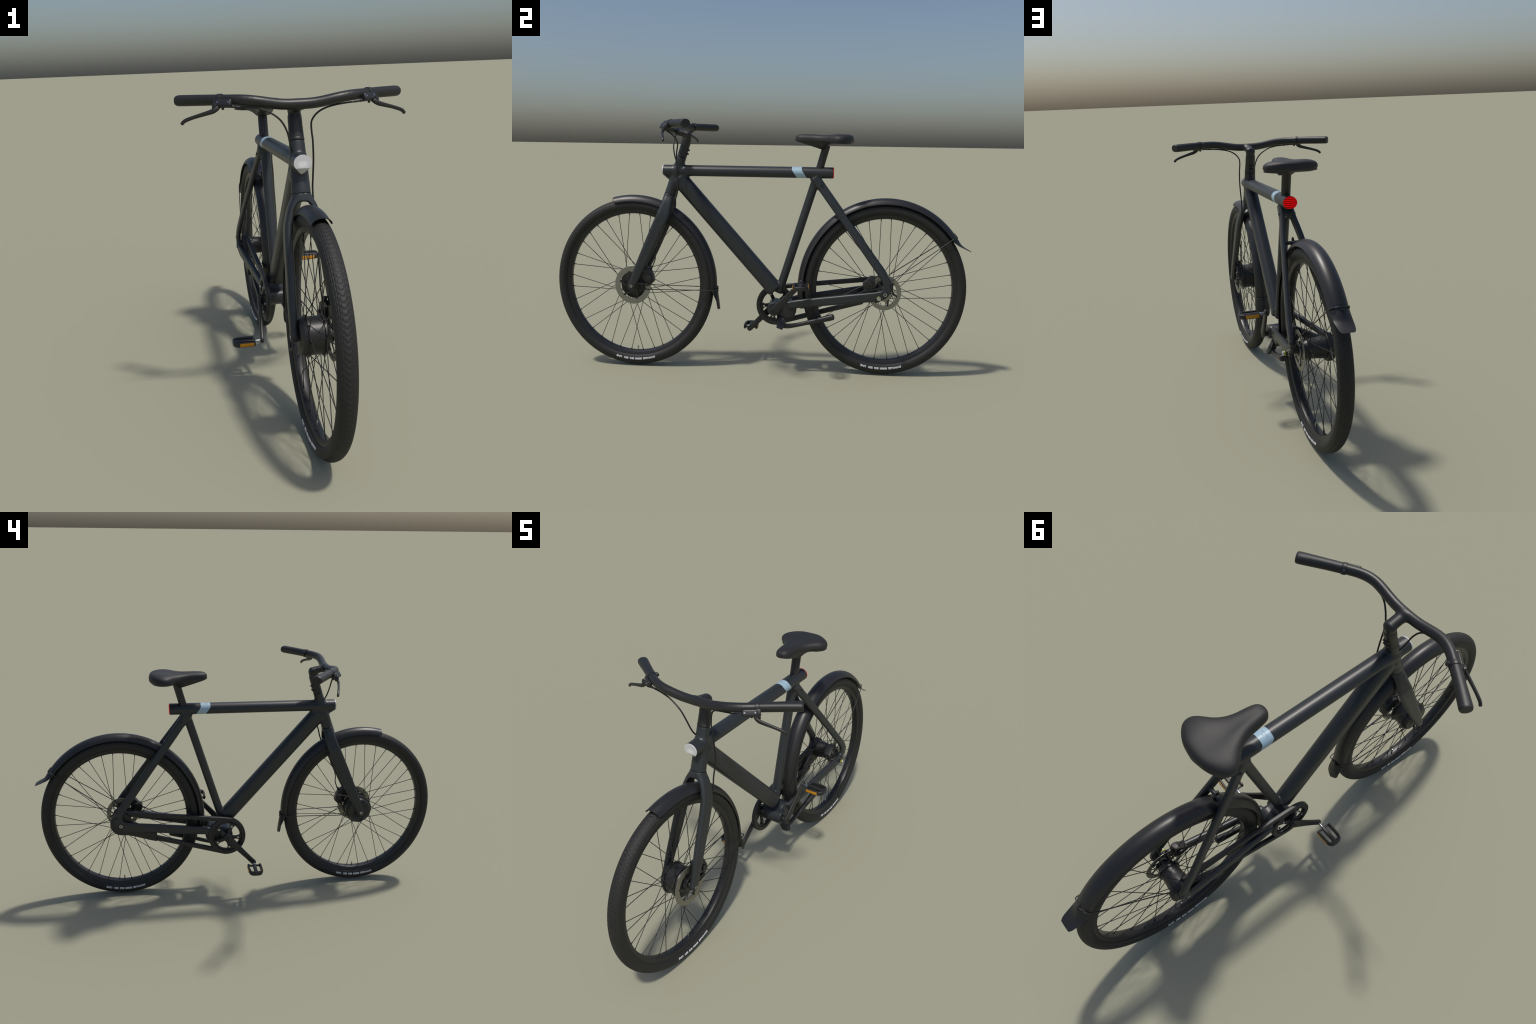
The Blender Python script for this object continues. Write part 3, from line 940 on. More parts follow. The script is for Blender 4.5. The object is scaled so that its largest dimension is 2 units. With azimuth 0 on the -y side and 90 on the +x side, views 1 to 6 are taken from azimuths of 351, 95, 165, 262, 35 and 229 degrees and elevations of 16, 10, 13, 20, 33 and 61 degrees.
def build_wheel(centre, flange, hub_rows, disc, lean):
    W = empty("wheel", BIKE, centre, (1, KY, 1))
    link(bpy.data.objects.new("tyre", TYRE), W)
    link(bpy.data.objects.new("rim", RIM), W)
    for me in LETTER:
        link(bpy.data.objects.new("tyre_lettering", me), W)
    v = link(bpy.data.objects.new("valve", VALVE), W)
    v.rotation_euler = (math.radians(1.0), 0, 0)
    (rl, xl), (rr, xr) = flange
    kinds = [spoke_mesh("spoke", rl, xl, -0.004, lean), spoke_mesh("spoke", rr, xr, 0.004, lean),
             spoke_mesh("spoke", rl, xl, -0.004, -lean), spoke_mesh("spoke", rr, xr, 0.004, -lean)]
    for i in range(36):
        o = link(bpy.data.objects.new("spoke", kinds[i % 4]), W)
        o.rotation_euler = (-math.radians(5 + 10 * i + (-0.8, -0.8, 0.5, 0.7)[i % 4]), 0, 0)
    V, F = lathe_x(hub_rows, seg=72)
    add("hub", V, F, BLACK, W, smooth=30)
    ring, arm = disc
    link(bpy.data.objects.new("brake_disc", ring), W)
    link(bpy.data.objects.new("disc_carrier", arm), W)
    return W

front_hub = [(-0.0600, 0.020), (-0.0595, 0.0500), (-0.0560, 0.0590), (-0.0460, 0.0640), (-0.0380, 0.0655), (-0.0375, 0.0720), (-0.0310, 0.0720), (-0.0305, 0.0655),
             (0.0180, 0.0655), (0.0185, 0.0715), (0.0245, 0.0715), (0.0250, 0.0640), (0.0330, 0.0600), (0.0370, 0.0500), (0.0400, 0.0330), (0.0560, 0.0310), (0.0570, 0.0150), (0.0640, 0.0130), (0.0640, 0.005)]
FW = build_wheel(FRONT, ((0.0690, -0.0342), (0.0690, 0.0215)), front_hub, disc_mesh("front_disc", 0.0945, 0.0665, 0.0300, 0.0520, 6), 39)
rear_hub = [(-0.0900, 0.012), (-0.0890, 0.0300), (-0.0640, 0.0300), (-0.0635, 0.0460), (-0.0600, 0.0490), (-0.0540, 0.0490), (-0.0535, 0.0460), (-0.0300, 0.0455), (-0.0150, 0.0430),
            (0.0180, 0.0400), (0.0230, 0.0420), (0.0235, 0.0480), (0.0290, 0.0480), (0.0295, 0.0400), (0.0400, 0.0360), (0.0520, 0.0340), (0.0530, 0.0250), (0.0660, 0.0240), (0.0670, 0.0120), (0.0850, 0.0110), (0.0850, 0.005)]
RW = build_wheel(REAR, ((0.0460, -0.0570), (0.0450, 0.0262)), rear_hub, disc_mesh("rear_disc", 0.0835, 0.0610, 0.0300, 0.0600, 6), 44)
bm = bmesh.new()
for i in range(6):
    a = math.radians(30 + 60 * i)
    bm_cylinder(bm, (0.058, 0.030 * math.sin(a), 0.030 * math.cos(a)), (0.0640, 0.030 * math.sin(a), 0.030 * math.cos(a)), 0.0050, seg=12, bevel=0.001)
add_bm("disc_bolt", bm, CHROME, RW)
bm = bmesh.new()
bm_cylinder(bm, (0.0625, 0, 0), (0.0650, 0, 0), 0.0380, seg=48, bevel=0.0008)
add_bm("disc_lock_ring", bm, DISCM, RW)
# torque washer and cable of the front motor, left side
add("motor_cable_clip", *loft(spline([(-0.0700, -0.590, 0.409, .004, .005), (-0.0800, -0.5860, 0.392, .004, .005), (-0.0850, -0.5920, 0.378, .004, .005), (-0.0850, -0.6060, 0.372, .004, .005),
                                      (-0.0840, -0.6200, 0.380, .004, .005), (-0.0800, -0.6240, 0.396, .004, .005)], 5), seg=12), PLASTIC, FORK, smooth=70)

# ================================================================== FENDERS
def fender(name, centre, radius, a0, a1, half, depth, tip0=0.0, n=110, m=22):
    """Curved mudguard shell from angle a0 to a1 (degrees from the top, towards +y); open inside."""
    th = np.linspace(0, 1, n)
    th = np.radians(a0 + (a1 - a0) * (th if not tip0 else th ** 1.5))
    tm = 1.22
    t = np.linspace(-tm, tm, m)
    thick = 0.0022
    outer, inner = [], []
    for k, A in enumerate(th):
        q = min(1.0, abs(math.degrees(A) - a0) / 3.6) if tip0 else 1.0
        q = math.sqrt(max(0.0, 1 - (1 - q) ** 2))
        e, g = 1 - 0.10 * (1 - q) * (tip0 > 0), 1 - tip0 * (1 - q)
        for dst, lst in ((0.0, outer), (thick, inner)):
            hw, dp = half - dst, depth * g
            x = hw * np.sin(t) / math.sin(tm) * e
            r = radius - dst - dp * (1 - np.cos(t)) / (1 - math.cos(tm))
            lst.append(np.stack([x + centre[0], centre[1] + KY * r * math.sin(A), centre[2] + r * math.cos(A)], 1))
    V = np.vstack([np.vstack(outer), np.vstack(inner)])
    o = n * m
    F = []
    for i in range(n - 1):
        for j in range(m - 1):
            F.append((i * m + j, i * m + j + 1, (i + 1) * m + j + 1, (i + 1) * m + j))
            F.append((o + i * m + j, o + (i + 1) * m + j, o + (i + 1) * m + j + 1, o + i * m + j + 1))
        F.append((i * m, (i + 1) * m, o + (i + 1) * m, o + i * m))
        F.append((i * m + m - 1, o + i * m + m - 1, o + (i + 1) * m + m - 1, (i + 1) * m + m - 1))
    for j in range(m - 1):
        F.append((j, o + j, o + j + 1, j + 1))
        q = (n - 1) * m
        F.append((q + j, q + j + 1, o + q + j + 1, o + q + j))
    return add(name, V, F, FENDERM, BIKE, smooth=50)

FF = fender("front_fender", FRONT, 0.4345, -14.5, 93.5, 0.0355, 0.0290, tip0=0.45)
RF = fender("rear_fender", REAR, 0.4420, -103.0, 52.0, 0.0375, 0.0265)
FF.name, RF.name = "fender", "fender.001"

def flap(parent, root, tip, w0, w1, curl0, curl1, normal):
    """Rubber mud flap: tongue with rounded end, curved across at its root."""
    root, tip = np.array(root), np.array(tip)
    d = tip - root; L = np.linalg.norm(d); d /= L
    nr = np.array(normal, float); nr -= d * (nr @ d); nr /= np.linalg.norm(nr)
    n, m = 26, 15
    top, bot = [], []
    for i in range(n):
        s = i / (n - 1)
        w = w0 + (w1 - w0) * s
        e = max(0.0, (s - 0.72) / 0.28)
        w *= math.sqrt(max(1 - e ** 2.6, 0.0)) * 0.62 + 0.38 if e > 0 else 1
        if s == 1: w *= 0.9
        curl = curl0 + (curl1 - curl0) * min(1, s * 1.8)
        u = np.linspace(-1, 1, m)
        off = -curl * u ** 2
        p = root + d * (s * L) + np.outer(u * w, [1, 0, 0]) + np.outer(off, nr)
        th = 0.0022 - 0.0008 * s
        top.append(p); bot.append(p - nr * th)
    V = np.vstack([np.vstack(top), np.vstack(bot)])
    o = n * m
    F = []
    for i in range(n - 1):
        for j in range(m - 1):
            F.append((i * m + j, i * m + j + 1, (i + 1) * m + j + 1, (i + 1) * m + j))
            F.append((o + i * m + j, o + (i + 1) * m + j, o + (i + 1) * m + j + 1, o + i * m + j + 1))
        F.append((i * m, (i + 1) * m, o + (i + 1) * m, o + i * m))
        F.append((i * m + m - 1, o + i * m + m - 1, o + (i + 1) * m + m - 1, (i + 1) * m + m - 1))
    for j in range(m - 1):
        F.append((j, o + j, o + j + 1, j + 1)); q = (n - 1) * m
        F.append((q + j, q + j + 1, o + q + j + 1, o + q + j))
    return add("mud_flap", V, F, PLASTIC, parent, smooth=60)

flap(FF, (0, -0.2025, 0.4000), (0, -0.1895, 0.2990), 0.0335, 0.0270, 0.0250, 0.0080, (0, 1, 0.1))
def rear_flap(parent):
    """Flap that carries on the fender's curve, then flattens and points outwards."""
    # columns: crown y, z; side edge y, z; half width
    rows = spline([(0.9240, 0.6905, 0.9060, 0.6735, 0.0376), (0.9400, 0.6690, 0.9220, 0.6580, 0.0374), (0.9540, 0.6485, 0.9420, 0.6450, 0.0360),
                   (0.9700, 0.6355, 0.9660, 0.6335, 0.0335), (0.9880, 0.6245, 0.9870, 0.6235, 0.0300), (0.9990, 0.6180, 0.9985, 0.6175, 0.0235)], 5)
    m, n = 17, len(rows)
    u = np.linspace(-1, 1, m)
    lay = []
    for dy, dz in ((0.0, 0.0), (-0.0014, -0.0016)):
        for cy, cz, ey, ez, w in rows:
            lay.append(np.stack([u * w, cy + (ey - cy) * u ** 2 + dy, cz + (ez - cz) * u ** 2 + dz], 1))
    V = np.vstack(lay)
    o = n * m
    F = []
    for i in range(n - 1):
        for j in range(m - 1):
            F.append((i * m + j, i * m + j + 1, (i + 1) * m + j + 1, (i + 1) * m + j))
            F.append((o + i * m + j, o + (i + 1) * m + j, o + (i + 1) * m + j + 1, o + i * m + j + 1))
        F.append((i * m, (i + 1) * m, o + (i + 1) * m, o + i * m))
        F.append((i * m + m - 1, o + i * m + m - 1, o + (i + 1) * m + m - 1, (i + 1) * m + m - 1))
    for j in range(m - 1):
        F.append((j, o + j, o + j + 1, j + 1)); q = (n - 1) * m
        F.append((q + j, q + j + 1, o + q + j + 1, o + q + j))
    add("mud_flap", V, F, PLASTIC, parent, smooth=60)
rear_flap(RF)

def wire_row(pts):
    R = spline(pts, 8)
    return np.hstack([R, np.full((len(R), 2), 0.0021)])

def fender_stay(parent, hub, edge, crown, bolt_dir):
    pts = [(hub[0], hub[1], hub[2])]
    e = np.array(edge, float); c = np.array(crown, float); h = np.array(hub, float)
    path = [h, h * 0.5 + e * 0.5, e, e * 0.45 + c * 0.55 + np.array([0.003, 0, 0]) + np.array(bolt_dir) * 0.004, c]
    full = [tuple(p) for p in path] + [(-p[0], p[1], p[2]) for p in path[-2::-1]]
    V, F = loft(wire_row(full), seg=8, side=(0.2, 0.6, 0.7))
    o = add("fender_stay", V, F, BLACK, parent, smooth=80)
    b = Vector(bolt_dir)
    bm = bmesh.new()
    t = Vector((0, b.z, -b.y))
    for q in (0.0105, -0.0105):
        a = Vector(crown) + t * q - b * 0.002
        bm_cylinder(bm, a - b * 0.004, a + b * 0.0035, 0.0046, seg=16, bevel=0.001)
    bm_box(bm, Vector(crown) - b * 0.001, (0.012, 0.008, 0.006), ((1, 0, 0), t, b), bevel=0.0012)
    add_bm("stay_clip", bm, BLACK, parent)

fender_stay(FF, (0.0580, -0.592, 0.3965), (0.0385, -0.2250, 0.3985), (0.0, -0.2005, 0.3990), (0, 1, 0.03))
fender_stay(RF, (0.0760, 0.630, 0.4760), (0.0385, 0.9060, 0.6740), (0.0, 0.9285, 0.6890), (0, 0.80, 0.60))
# bracket that ties the rear fender to the stay bridge
bm = bmesh.new()
bm_box(bm, (0, 0.3660, 0.7940), (0.020, 0.010, 0.022), ((1, 0, 0), (0, 0.8, 0.6), (0, -0.6, 0.8)), bevel=0.002)
add_bm("fender_bracket", bm, BLACK, RF)

# ================================================================== DRIVETRAIN
DT = empty("drivetrain", BIKE)
# chain case: ring round the chain wheel, upper and lower runs, rear cover
def ell(P, c, r):
    return np.sqrt(((P[1] - c[1]) / KY) ** 2 + (P[2] - c[2]) ** 2) - r
def slab(d, P, x0, hw, e):
    q1, q2 = d + e, np.abs(P[0] - x0) - hw + e
    return np.sqrt(np.maximum(q1, 0) ** 2 + np.maximum(q2, 0) ** 2) + np.minimum(np.maximum(q1, q2), 0) - e
def run(P, a, b, h0, h1):
    a, b = np.array(a), np.array(b)
    k = np.clip(((P[1] - a[0]) * (b - a)[0] + (P[2] - a[1]) * (b - a)[1]) / ((b - a) @ (b - a)), 0, 1)
    return np.sqrt((P[1] - a[0] - k * (b - a)[0]) ** 2 + (P[2] - a[1] - k * (b - a)[1]) ** 2) - (h0 + (h1 - h0) * k)
def f_case(P):
    ring = np.abs(ell(P, CRANK, 0.0895)) - 0.0115
    up = np.minimum(run(P, (0.070, 0.4040), (0.283, 0.4300), 0.0110, 0.0110), run(P, (0.283, 0.4300), (0.585, 0.4640), 0.0110, 0.0115))
    low = np.minimum(run(P, (0.090, 0.2250), (0.287, 0.2830), 0.0115, 0.0115), run(P, (0.287, 0.2830), (0.500, 0.3440), 0.0115, 0.0125))
    chain = np.minimum(np.minimum(ring, up), low)
    d1 = slab(chain, P, -0.0540, 0.0095, 0.0045)
    disc = ell(P, REAR, 0.0560)
    guard = np.minimum(run(P, (0.600, 0.4060), (0.535, 0.3800), 0.043, 0.0330), run(P, (0.535, 0.3800), (0.465, 0.3460), 0.0330, 0.0220))
    guard = np.maximum(np.minimum(guard, run(P, (0.465, 0.3460), (0.430, 0.3370), 0.0225, 0.0225)), 0.4300 - P[1])
    cov = smin(disc, guard, 0.02)
    opening = run(P, (0.550, 0.4440), (0.430, 0.4130), 0.0180, 0.0250)
    cov = np.maximum(cov, -np.maximum(opening, P[1] - 0.532))
    return np.minimum(d1, slab(cov, P, -0.0640, 0.0140, 0.0050))
V, Q, N = polygonise(f_case, (-0.084, -0.025, 0.205), (-0.040, 0.670, 0.490), 0.0022)
add("chain_case", V, orient(V, Q, N), PLASTIC, DT, smooth=45, fix=False)

C = Vector(CRANK)
CR = empty("crankset", DT, CRANK, (1, KY, 1))
# toothless inner ring and five-armed spider
V, F = lathe_x([(-0.0500, 0.0700), (-0.0500, 0.0800), (-0.0580, 0.0800), (-0.0580, 0.0700)], seg=96, closed=True)
add("chainring", V, F, BLACK, CR, smooth=30)
BOLT_R = 0.0600
bolt_angles = [(-.027, .051), (.041, .040), (-.058, -.013), (-.010, -.066), (.050, -.033)]
base = math.atan2(0.041 / KY, 0.040)
bm = bmesh.new()
for i in range(5):
    a = base + 2 * math.pi * i / 5
    d = Vector((0, math.sin(a), math.cos(a)))
    s = Vector((1, 0, 0)).cross(d)
    pts = [(0.010, 0.0125), (0.040, 0.0085), (0.056, 0.0085), (0.066, 0.0145), (0.0745, 0.0190)]
    va, vb = [], []
    for sg in (1, -1):
        for r, w in (pts if sg > 0 else pts[::-1]):
            p = d * r + s * (w * sg)
            xo = -0.0730 + 0.0115 * max(0.0, (r - 0.02) / 0.055)
            va.append(bm.verts.new(p + Vector((xo, 0, 0)))); vb.append(bm.verts.new(p + Vector((xo + 0.0075, 0, 0))))
    n = len(va)
    bm.faces.new(va); bm.faces.new(vb[::-1])
    for k in range(n):
        bm.faces.new((va[k], vb[k], vb[(k + 1) % n], va[(k + 1) % n]))
bm_cylinder(bm, (-0.050, 0, 0), (-0.0800, 0, 0), 0.0200, seg=32, bevel=0.003)
add_bm("spider", bm, BLACK, CR)
for i in range(5):
    a = base + 2 * math.pi * i / 5
    bm = bmesh.new()
    p = Vector((0, math.sin(a), math.cos(a))) * BOLT_R
    bm_cylinder(bm, p + Vector((-0.0620, 0, 0)), p + Vector((-0.0675, 0, 0)), 0.0056, seg=16, bevel=0.0012)
    bm_cylinder(bm, p + Vector((-0.0520, 0, 0)), p + Vector((-0.0470, 0, 0)), 0.0056, seg=16, bevel=0.0012)
    add_bm("chainring_bolt", bm, CHROME, CR)

def crank_arm(s, end):
    rows = []
    a = np.array((0.0800 * s, CRANK[1], CRANK[2])); b = np.array(end)
    for k, w, d in ((-0.085, 0.0075, 0.0140), (-0.05, 0.0088, 0.0190), (0.0, 0.0090, 0.0200), (0.15, 0.0085, 0.0185), (0.45, 0.0075, 0.0150), (0.78, 0.0070, 0.0128), (0.93, 0.0072, 0.0130), (1.0, 0.0072, 0.0130), (1.07, 0.0065, 0.0090)):
        rows.append((*(a + (b - a) * k), w, d))
    V, F = loft(spline(rows, 3), seg=28, power=3.4)
    arm = add("crank_arm", V, F, BLACK, DT, smooth=60)
    bm = bmesh.new()
    bm_cylinder(bm, (0.0560 * s, CRANK[1], CRANK[2]), (0.0740 * s, CRANK[1], CRANK[2]), 0.0165, seg=28, bevel=0.002)
    add_bm("crank_axle", bm, BLACK, arm)
    bm = bmesh.new()
    bm_cylinder(bm, (0.0865 * s, CRANK[1], CRANK[2]), (0.0897 * s, CRANK[1], CRANK[2]), 0.0080, seg=6)
    add_bm("axle_socket", bm, DARK, arm)
    return arm

def pedal(s, c, tilt):
    """Caged pedal: two long side bars, rounded outer end, core round the spindle, amber reflectors."""
    c = Vector(c)
    root = empty("pedal", DT, c)
    root.rotation_euler = (math.radians(tilt), 0, 0)
    X = lambda x: s * x
    bm = bmesh.new()
    # side bars and outer bar as one bent rail
    rail = [(0.024, 0.0285), (0.034, 0.0300), (0.070, 0.0305), (0.098, 0.0270), (0.1085, 0.0190), (0.1115, 0.0080)]
    path = rail + [(x, -y) for x, y in rail[::-1]]
    rows = [(X(x), y, 0.0, 0.0055, 0.0105) for x, y in path]
    R = spline(rows, 5)
    V, F = loft(R, seg=20, side=(0, 0, 1), power=3.5)
    Vp = V.copy()
    # swap: half width 0.0055 must lie in the xy plane, 0.0105 along z
    R2 = R.copy(); R2[:, 3], R2[:, 4] = R[:, 4], R[:, 3]
    V, F = loft(R2, seg=20, side=(0, 0, 1), power=3.5)
    add("pedal_cage", V, F, PLASTIC, root, smooth=60)
    bm = bmesh.new()
    bm_box(bm, (X(0.066), 0, 0), (0.090, 0.0165, 0.0165), None, bevel=0.004, segs=3)
    bm_box(bm, (X(0.027), 0, 0), (0.008, 0.056, 0.0100), None, bevel=0.003)
    bm_box(bm, (X(0.103), 0, 0), (0.012, 0.044, 0.0150), None, bevel=0.003)
    add_bm("pedal_core", bm, PLASTIC, root)
    bm = bmesh.new()
    bm_cylinder(bm, (X(-0.002), 0, 0), (X(0.026), 0, 0), 0.0062, seg=20, bevel=0.001)
    add_bm("pedal_spindle", bm, CHROME, root)
    for q in (1, -1):
        bm = bmesh.new()
        bm_box(bm, (X(0.060), q * 0.0353, 0.0), (0.060, 0.0026, 0.0140), None, bevel=0.0006)
        add_bm("pedal_reflector", bm, AMBER, root)

crank_arm(1, (0.0935, 0.2095, 0.4595))
crank_arm(-1, (-0.0950, -0.0525, 0.1775))
pedal(1, (0.1020, 0.2090, 0.4570), 3)
pedal(-1, (-0.1035, -0.0520, 0.1755), 0)

# brake calipers
def caliper_front():
    bm = prism_x([(-0.573, 0.498), (-0.545, 0.512), (-0.520, 0.498), (-0.507, 0.465), (-0.503, 0.440), (-0.523, 0.420), (-0.548, 0.436), (-0.565, 0.462)], 0.034, 0.066, 0.004)
    bm_cylinder(bm, (0.052, -0.5270, 0.4550), (0.0730, -0.5270, 0.4550), 0.0150, seg=24, bevel=0.003)
    bm_cylinder(bm, (0.028, -0.5290, 0.4580), (0.0450, -0.5290, 0.4580), 0.0155, seg=24, bevel=0.003)
    bm_cylinder(bm, (0.0470, -0.5250, 0.4890), (0.0490, -0.5160, 0.5120), 0.0050, seg=14, bevel=0.001)
    bm_cylinder(bm, (0.0500, -0.5420, 0.5080), (0.0500, -0.5480, 0.5260), 0.0065, seg=14, bevel=0.001)
    add_bm("brake_caliper", bm, BLACK, FORK, smooth=40)
    bm = bmesh.new()
    bm_box(bm, (0.0640, -0.5640, 0.4270), (0.012, 0.062, 0.0120), ((1, 0, 0), (0, 0.98, -0.10), (0, 0.10, 0.98)), bevel=0.003)
    bm_box(bm, (0.0640, -0.5520, 0.4900), (0.012, 0.040, 0.0120), ((1, 0, 0), (0, 0.9, 0.2), (0, -0.2, 0.9)), bevel=0.003)
    bm_cylinder(bm, (0.055, -0.5350, 0.4220), (0.0720, -0.5350, 0.4220), 0.0075, seg=16, bevel=0.001)
    add_bm("caliper_mount", bm, BLACK, FORK, smooth=40)
caliper_front()
def caliper_rear():
    bm = prism_x([(0.500, 0.438), (0.498, 0.464), (0.517, 0.478), (0.530, 0.496), (0.548, 0.497), (0.556, 0.470), (0.556, 0.444), (0.530, 0.432)], 0.0440, 0.0780, 0.004)
    bm_cylinder(bm, (0.066, 0.5300, 0.4640), (0.0840, 0.5300, 0.4640), 0.0140, seg=24, bevel=0.003)
    bm_cylinder(bm, (0.036, 0.5300, 0.4640), (0.0520, 0.5300, 0.4640), 0.0150, seg=24, bevel=0.003)
    bm_cylinder(bm, (0.060, 0.5020, 0.4500), (0.0600, 0.4860, 0.4420), 0.0045, seg=14, bevel=0.001)
    add_bm("brake_caliper", bm, BLACK, FRAME, smooth=40)
    bm = bmesh.new()
    bm_box(bm, (0.0740, 0.5450, 0.4330), (0.012, 0.075, 0.0100), ((1, 0, 0), (0, 0.98, 0.19), (0, -0.19, 0.98)), bevel=0.003)
    bm_box(bm, (0.0740, 0.5760, 0.4600), (0.010, 0.030, 0.0100), ((1, 0, 0), (0, 0.6, -0.8), (0, 0.8, 0.6)), bevel=0.003)
    bm_cylinder(bm, (0.066, 0.5130, 0.4310), (0.0850, 0.5130, 0.4310), 0.0072, seg=16, bevel=0.001)
    add_bm("caliper_mount", bm, BLACK, FRAME, smooth=40)
caliper_rear()

# kickstand folded up on the right side
bm = prism_x([(0.094, 0.283), (0.094, 0.231), (0.122, 0.222), (0.136, 0.248), (0.130, 0.280)], 0.034, 0.062, 0.003)
bm_cylinder(bm, (0.060, 0.1125, 0.2520), (0.0650, 0.1125, 0.2520), 0.0060, seg=16, bevel=0.001)
for v in bm.verts:
    v.co.x += (0.255 - v.co.z) * 0.55 - 0.004
KS = add_bm("kickstand", bm, BLACK, BIKE, smooth=40)
leg = [(0.0480, 0.122, 0.2370, 0.0105, 0.0120), (0.0500, 0.150, 0.2370, 0.0105, 0.0115), (0.0520, 0.185, 0.2430, 0.0098, 0.0100), (0.0560, 0.235, 0.2565, 0.0098, 0.0100), (0.0570, 0.246, 0.2595, 0.0108, 0.0112),
       (0.0590, 0.290, 0.2715, 0.0120, 0.0125), (0.0615, 0.340, 0.2860, 0.0150, 0.0145), (0.0630, 0.369, 0.2945, 0.0155, 0.0145)]
V, F = loft(spline(leg, 4), seg=20, power=2.4)
add("kickstand_leg", V, F, PLASTIC, KS, smooth=60)

# ================================================================== SEAT
post = seat = None
t = np.array([0, 0.262, 0.965]); t /= np.linalg.norm(t)
p0 = np.array([0, 0.2795, 0.985]); p1 = np.array([0, 0.3105, 1.1000])
def f_post(P):
    d = seg_tube(P, p0, p1, 0.0203, 0.0182, end=0.001)
    groove_f = seg_tube(P, p0 + np.array([0, -0.0195, 0.004]), p1 + np.array([0, -0.0195, 0.004]), 0.0042, 0.0042, end=0.0005)
    groove_b = seg_tube(P, p0 + np.array([0, 0.0195, -0.004]), p1 + np.array([0, 0.0195, -0.004]), 0.0042, 0.0042, end=0.0005)
    return np.maximum(np.maximum(d, -groove_f), -groove_b)
V, Q, N = polygonise(f_post, (-0.026, 0.250, 0.975), (0.026, 0.340, 1.110), 0.0016)
POST = add("seat_post", V, orient(V, Q, N), BLACK, BIKE, smooth=45, fix=False)

SADDLE = [(0.1640, 0.0060, 1.1330), (0.1665, 0.0150, 1.1385), (0.1720, 0.0230, 1.1432), (0.1800, 0.0295, 1.1470), (0.1950, 0.0345, 1.1495), (0.2200, 0.0385, 1.1505),
          (0.2550, 0.0440, 1.1505), (0.2850, 0.0555, 1.1500), (0.3100, 0.0730, 1.1500), (0.3300, 0.0940, 1.1510), (0.3450, 0.1080, 1.1520), (0.3600, 0.1155, 1.1530), (0.3780, 0.1155, 1.1530),
          (0.3950, 0.1070, 1.1525), (0.4100, 0.0900, 1.1515), (0.4220, 0.0700, 1.1490), (0.4300, 0.0480, 1.1440), (0.4345, 0.0250, 1.1370), (0.4365, 0.0080, 1.1290)]
SR = spline(SADDLE, 3)
def saddle_pad():
    m = 41
    tau = np.linspace(0, np.pi, m)
    V = []
    for y, w, zt in SR:
        zs = 1.1185 + 0.0005 * math.sin(y * 9)
        pw = 2 / 3.0
        c, s_ = np.cos(tau), np.sin(tau)
        x = w * np.sign(c) * np.abs(c) ** pw
        zz_ = zs + (zt - zs) * np.abs(s_) ** pw
        k = math.exp(-((y - 0.335) / 0.075) ** 2)
        zz_ = zz_ - 0.0048 * k * np.exp(-(x / 0.040) ** 2) * (s_ > 0.3)      # dished seat
        kg = math.exp(-((y - 0.285) / 0.055) ** 2)
        zz_ = zz_ - 0.0016 * kg * np.exp(-(x / 0.010) ** 2)                  # centre channel
        V.append(np.stack([x, np.full(m, y), zz_], 1))
    n = len(SR)
    V = np.vstack(V)
    F = [(i * m + j, i * m + j + 1, (i + 1) * m + j + 1, (i + 1) * m + j) for i in range(n - 1) for j in range(m - 1)]
    F += [(i * m, (i + 1) * m, (i + 1) * m + m - 1, i * m + m - 1) for i in range(n - 1)]
    F += [tuple(range(m)), tuple((n - 1) * m + j for j in range(m))]
    return V, F
V, F = saddle_pad()
SAD = add("saddle", V, F, LEATHER, POST, smooth=55)
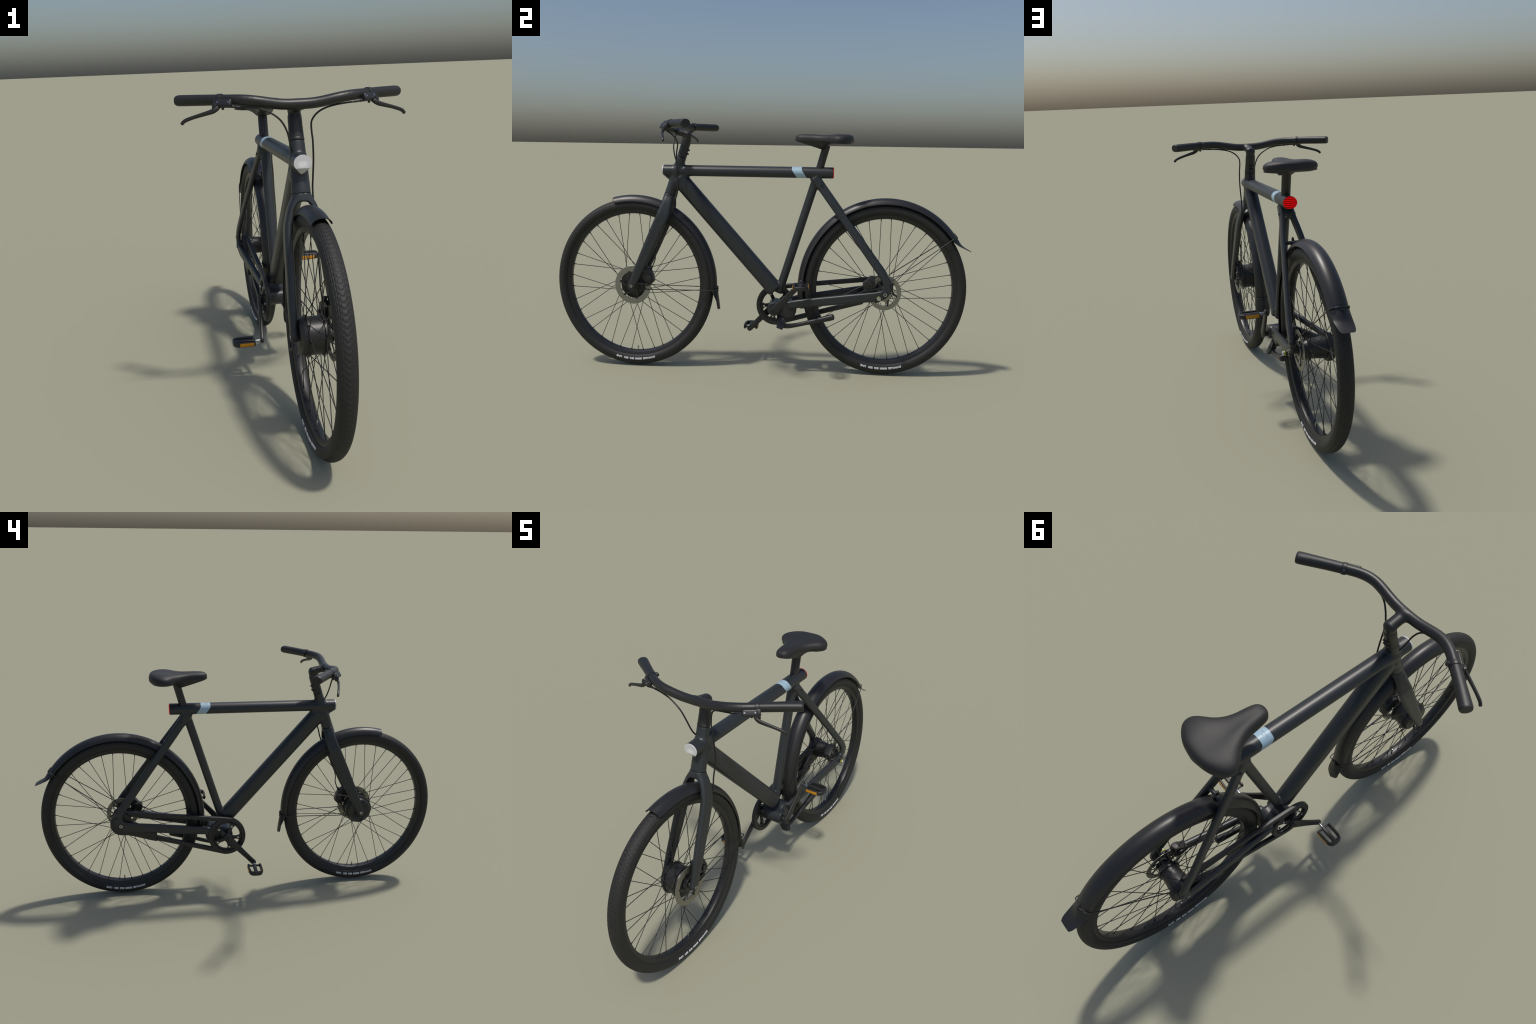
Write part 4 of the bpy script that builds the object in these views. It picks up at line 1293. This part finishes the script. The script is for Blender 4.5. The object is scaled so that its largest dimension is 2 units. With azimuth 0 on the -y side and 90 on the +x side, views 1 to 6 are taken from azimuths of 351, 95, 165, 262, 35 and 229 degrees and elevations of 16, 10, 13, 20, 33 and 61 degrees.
def saddle_base():
    rows = []
    for y, w, zt in SR:
        wt = max(w - 0.0030, 0.002)
        if y < 0.292:
            k = np.clip((y - 0.166) / (0.288 - 0.166), 0, 1)
            zb = 1.1175 + (1.0805 - 1.1175) * k
            wb = wt + (0.0300 - wt) * k if wt > 0.03 else wt
        else:
            k = np.clip((y - 0.292) / 0.030, 0, 1)
            zb = 1.0805 + (1.1035 - 1.0805) * k
            wb = 0.0300 + (wt * 0.90 - 0.0300) * np.clip((y - 0.292) / 0.045, 0, 1)
            wb = min(wb, wt)
            if y > 0.412:
                zb += (y - 0.412) * 0.35
        zm = max(zb, 1.1050) if y < 0.33 else zb + 0.003
        wm = wt if y >= 0.33 else min(wt, max(wb, 0.80 * wt))
        if y < 0.30: zm = zb + 0.55 * (1.1188 - zb)
        rows.append([(wt, 1.1188), (wm, zm), (wb * 0.96, zb + 0.0008), (wb * 0.90, zb), (-wb * 0.90, zb), (-wb * 0.96, zb + 0.0008), (-wm, zm), (-wt, 1.1188)])
    m = 8
    V = np.array([(x, y, z_) for (y, w, zt), r in zip(SR, rows) for x, z_ in r])
    n = len(SR)
    F = [(i * m + j, i * m + (j + 1) % m, (i + 1) * m + (j + 1) % m, (i + 1) * m + j) for i in range(n - 1) for j in range(m)]
    F += [tuple(range(m)), tuple((n - 1) * m + j for j in range(m))]
    return V, F
V, F = saddle_base()
add("saddle_base", V, F, PLASTIC, SAD, smooth=40)

# ================================================================== PRINT ON THE BAND
def tube_print(body, x0, x1, y, h):
    V, F = text_verts(body, 0.01, 0.0002)
    V = V.copy()
    u = (V[:, 0] - V[:, 0].min()) / (V[:, 0].max() - V[:, 0].min())
    x = x0 + (x1 - x0) * u
    vv = (V[:, 1] - V[:, 1].min()) / (V[:, 1].max() - V[:, 1].min()) - 0.5
    q = np.clip(np.abs(x) / TT_W, 0, 1)
    z_ = TT_Z + TT_D * np.sqrt(1 - q * q) + 0.0001 + (V[:, 2] > 0) * 0.0003
    return np.stack([x, y - vv * h, z_], 1), F
parts = [tube_print("VANMOOF", 0.0160, -0.0200, 0.1690, 0.0030), tube_print("S3", 0.0050, -0.0050, 0.1775, 0.0030)]
V, F = merge(parts)
add("band_lettering", V, F, GREYINK, FRAME, smooth=None)
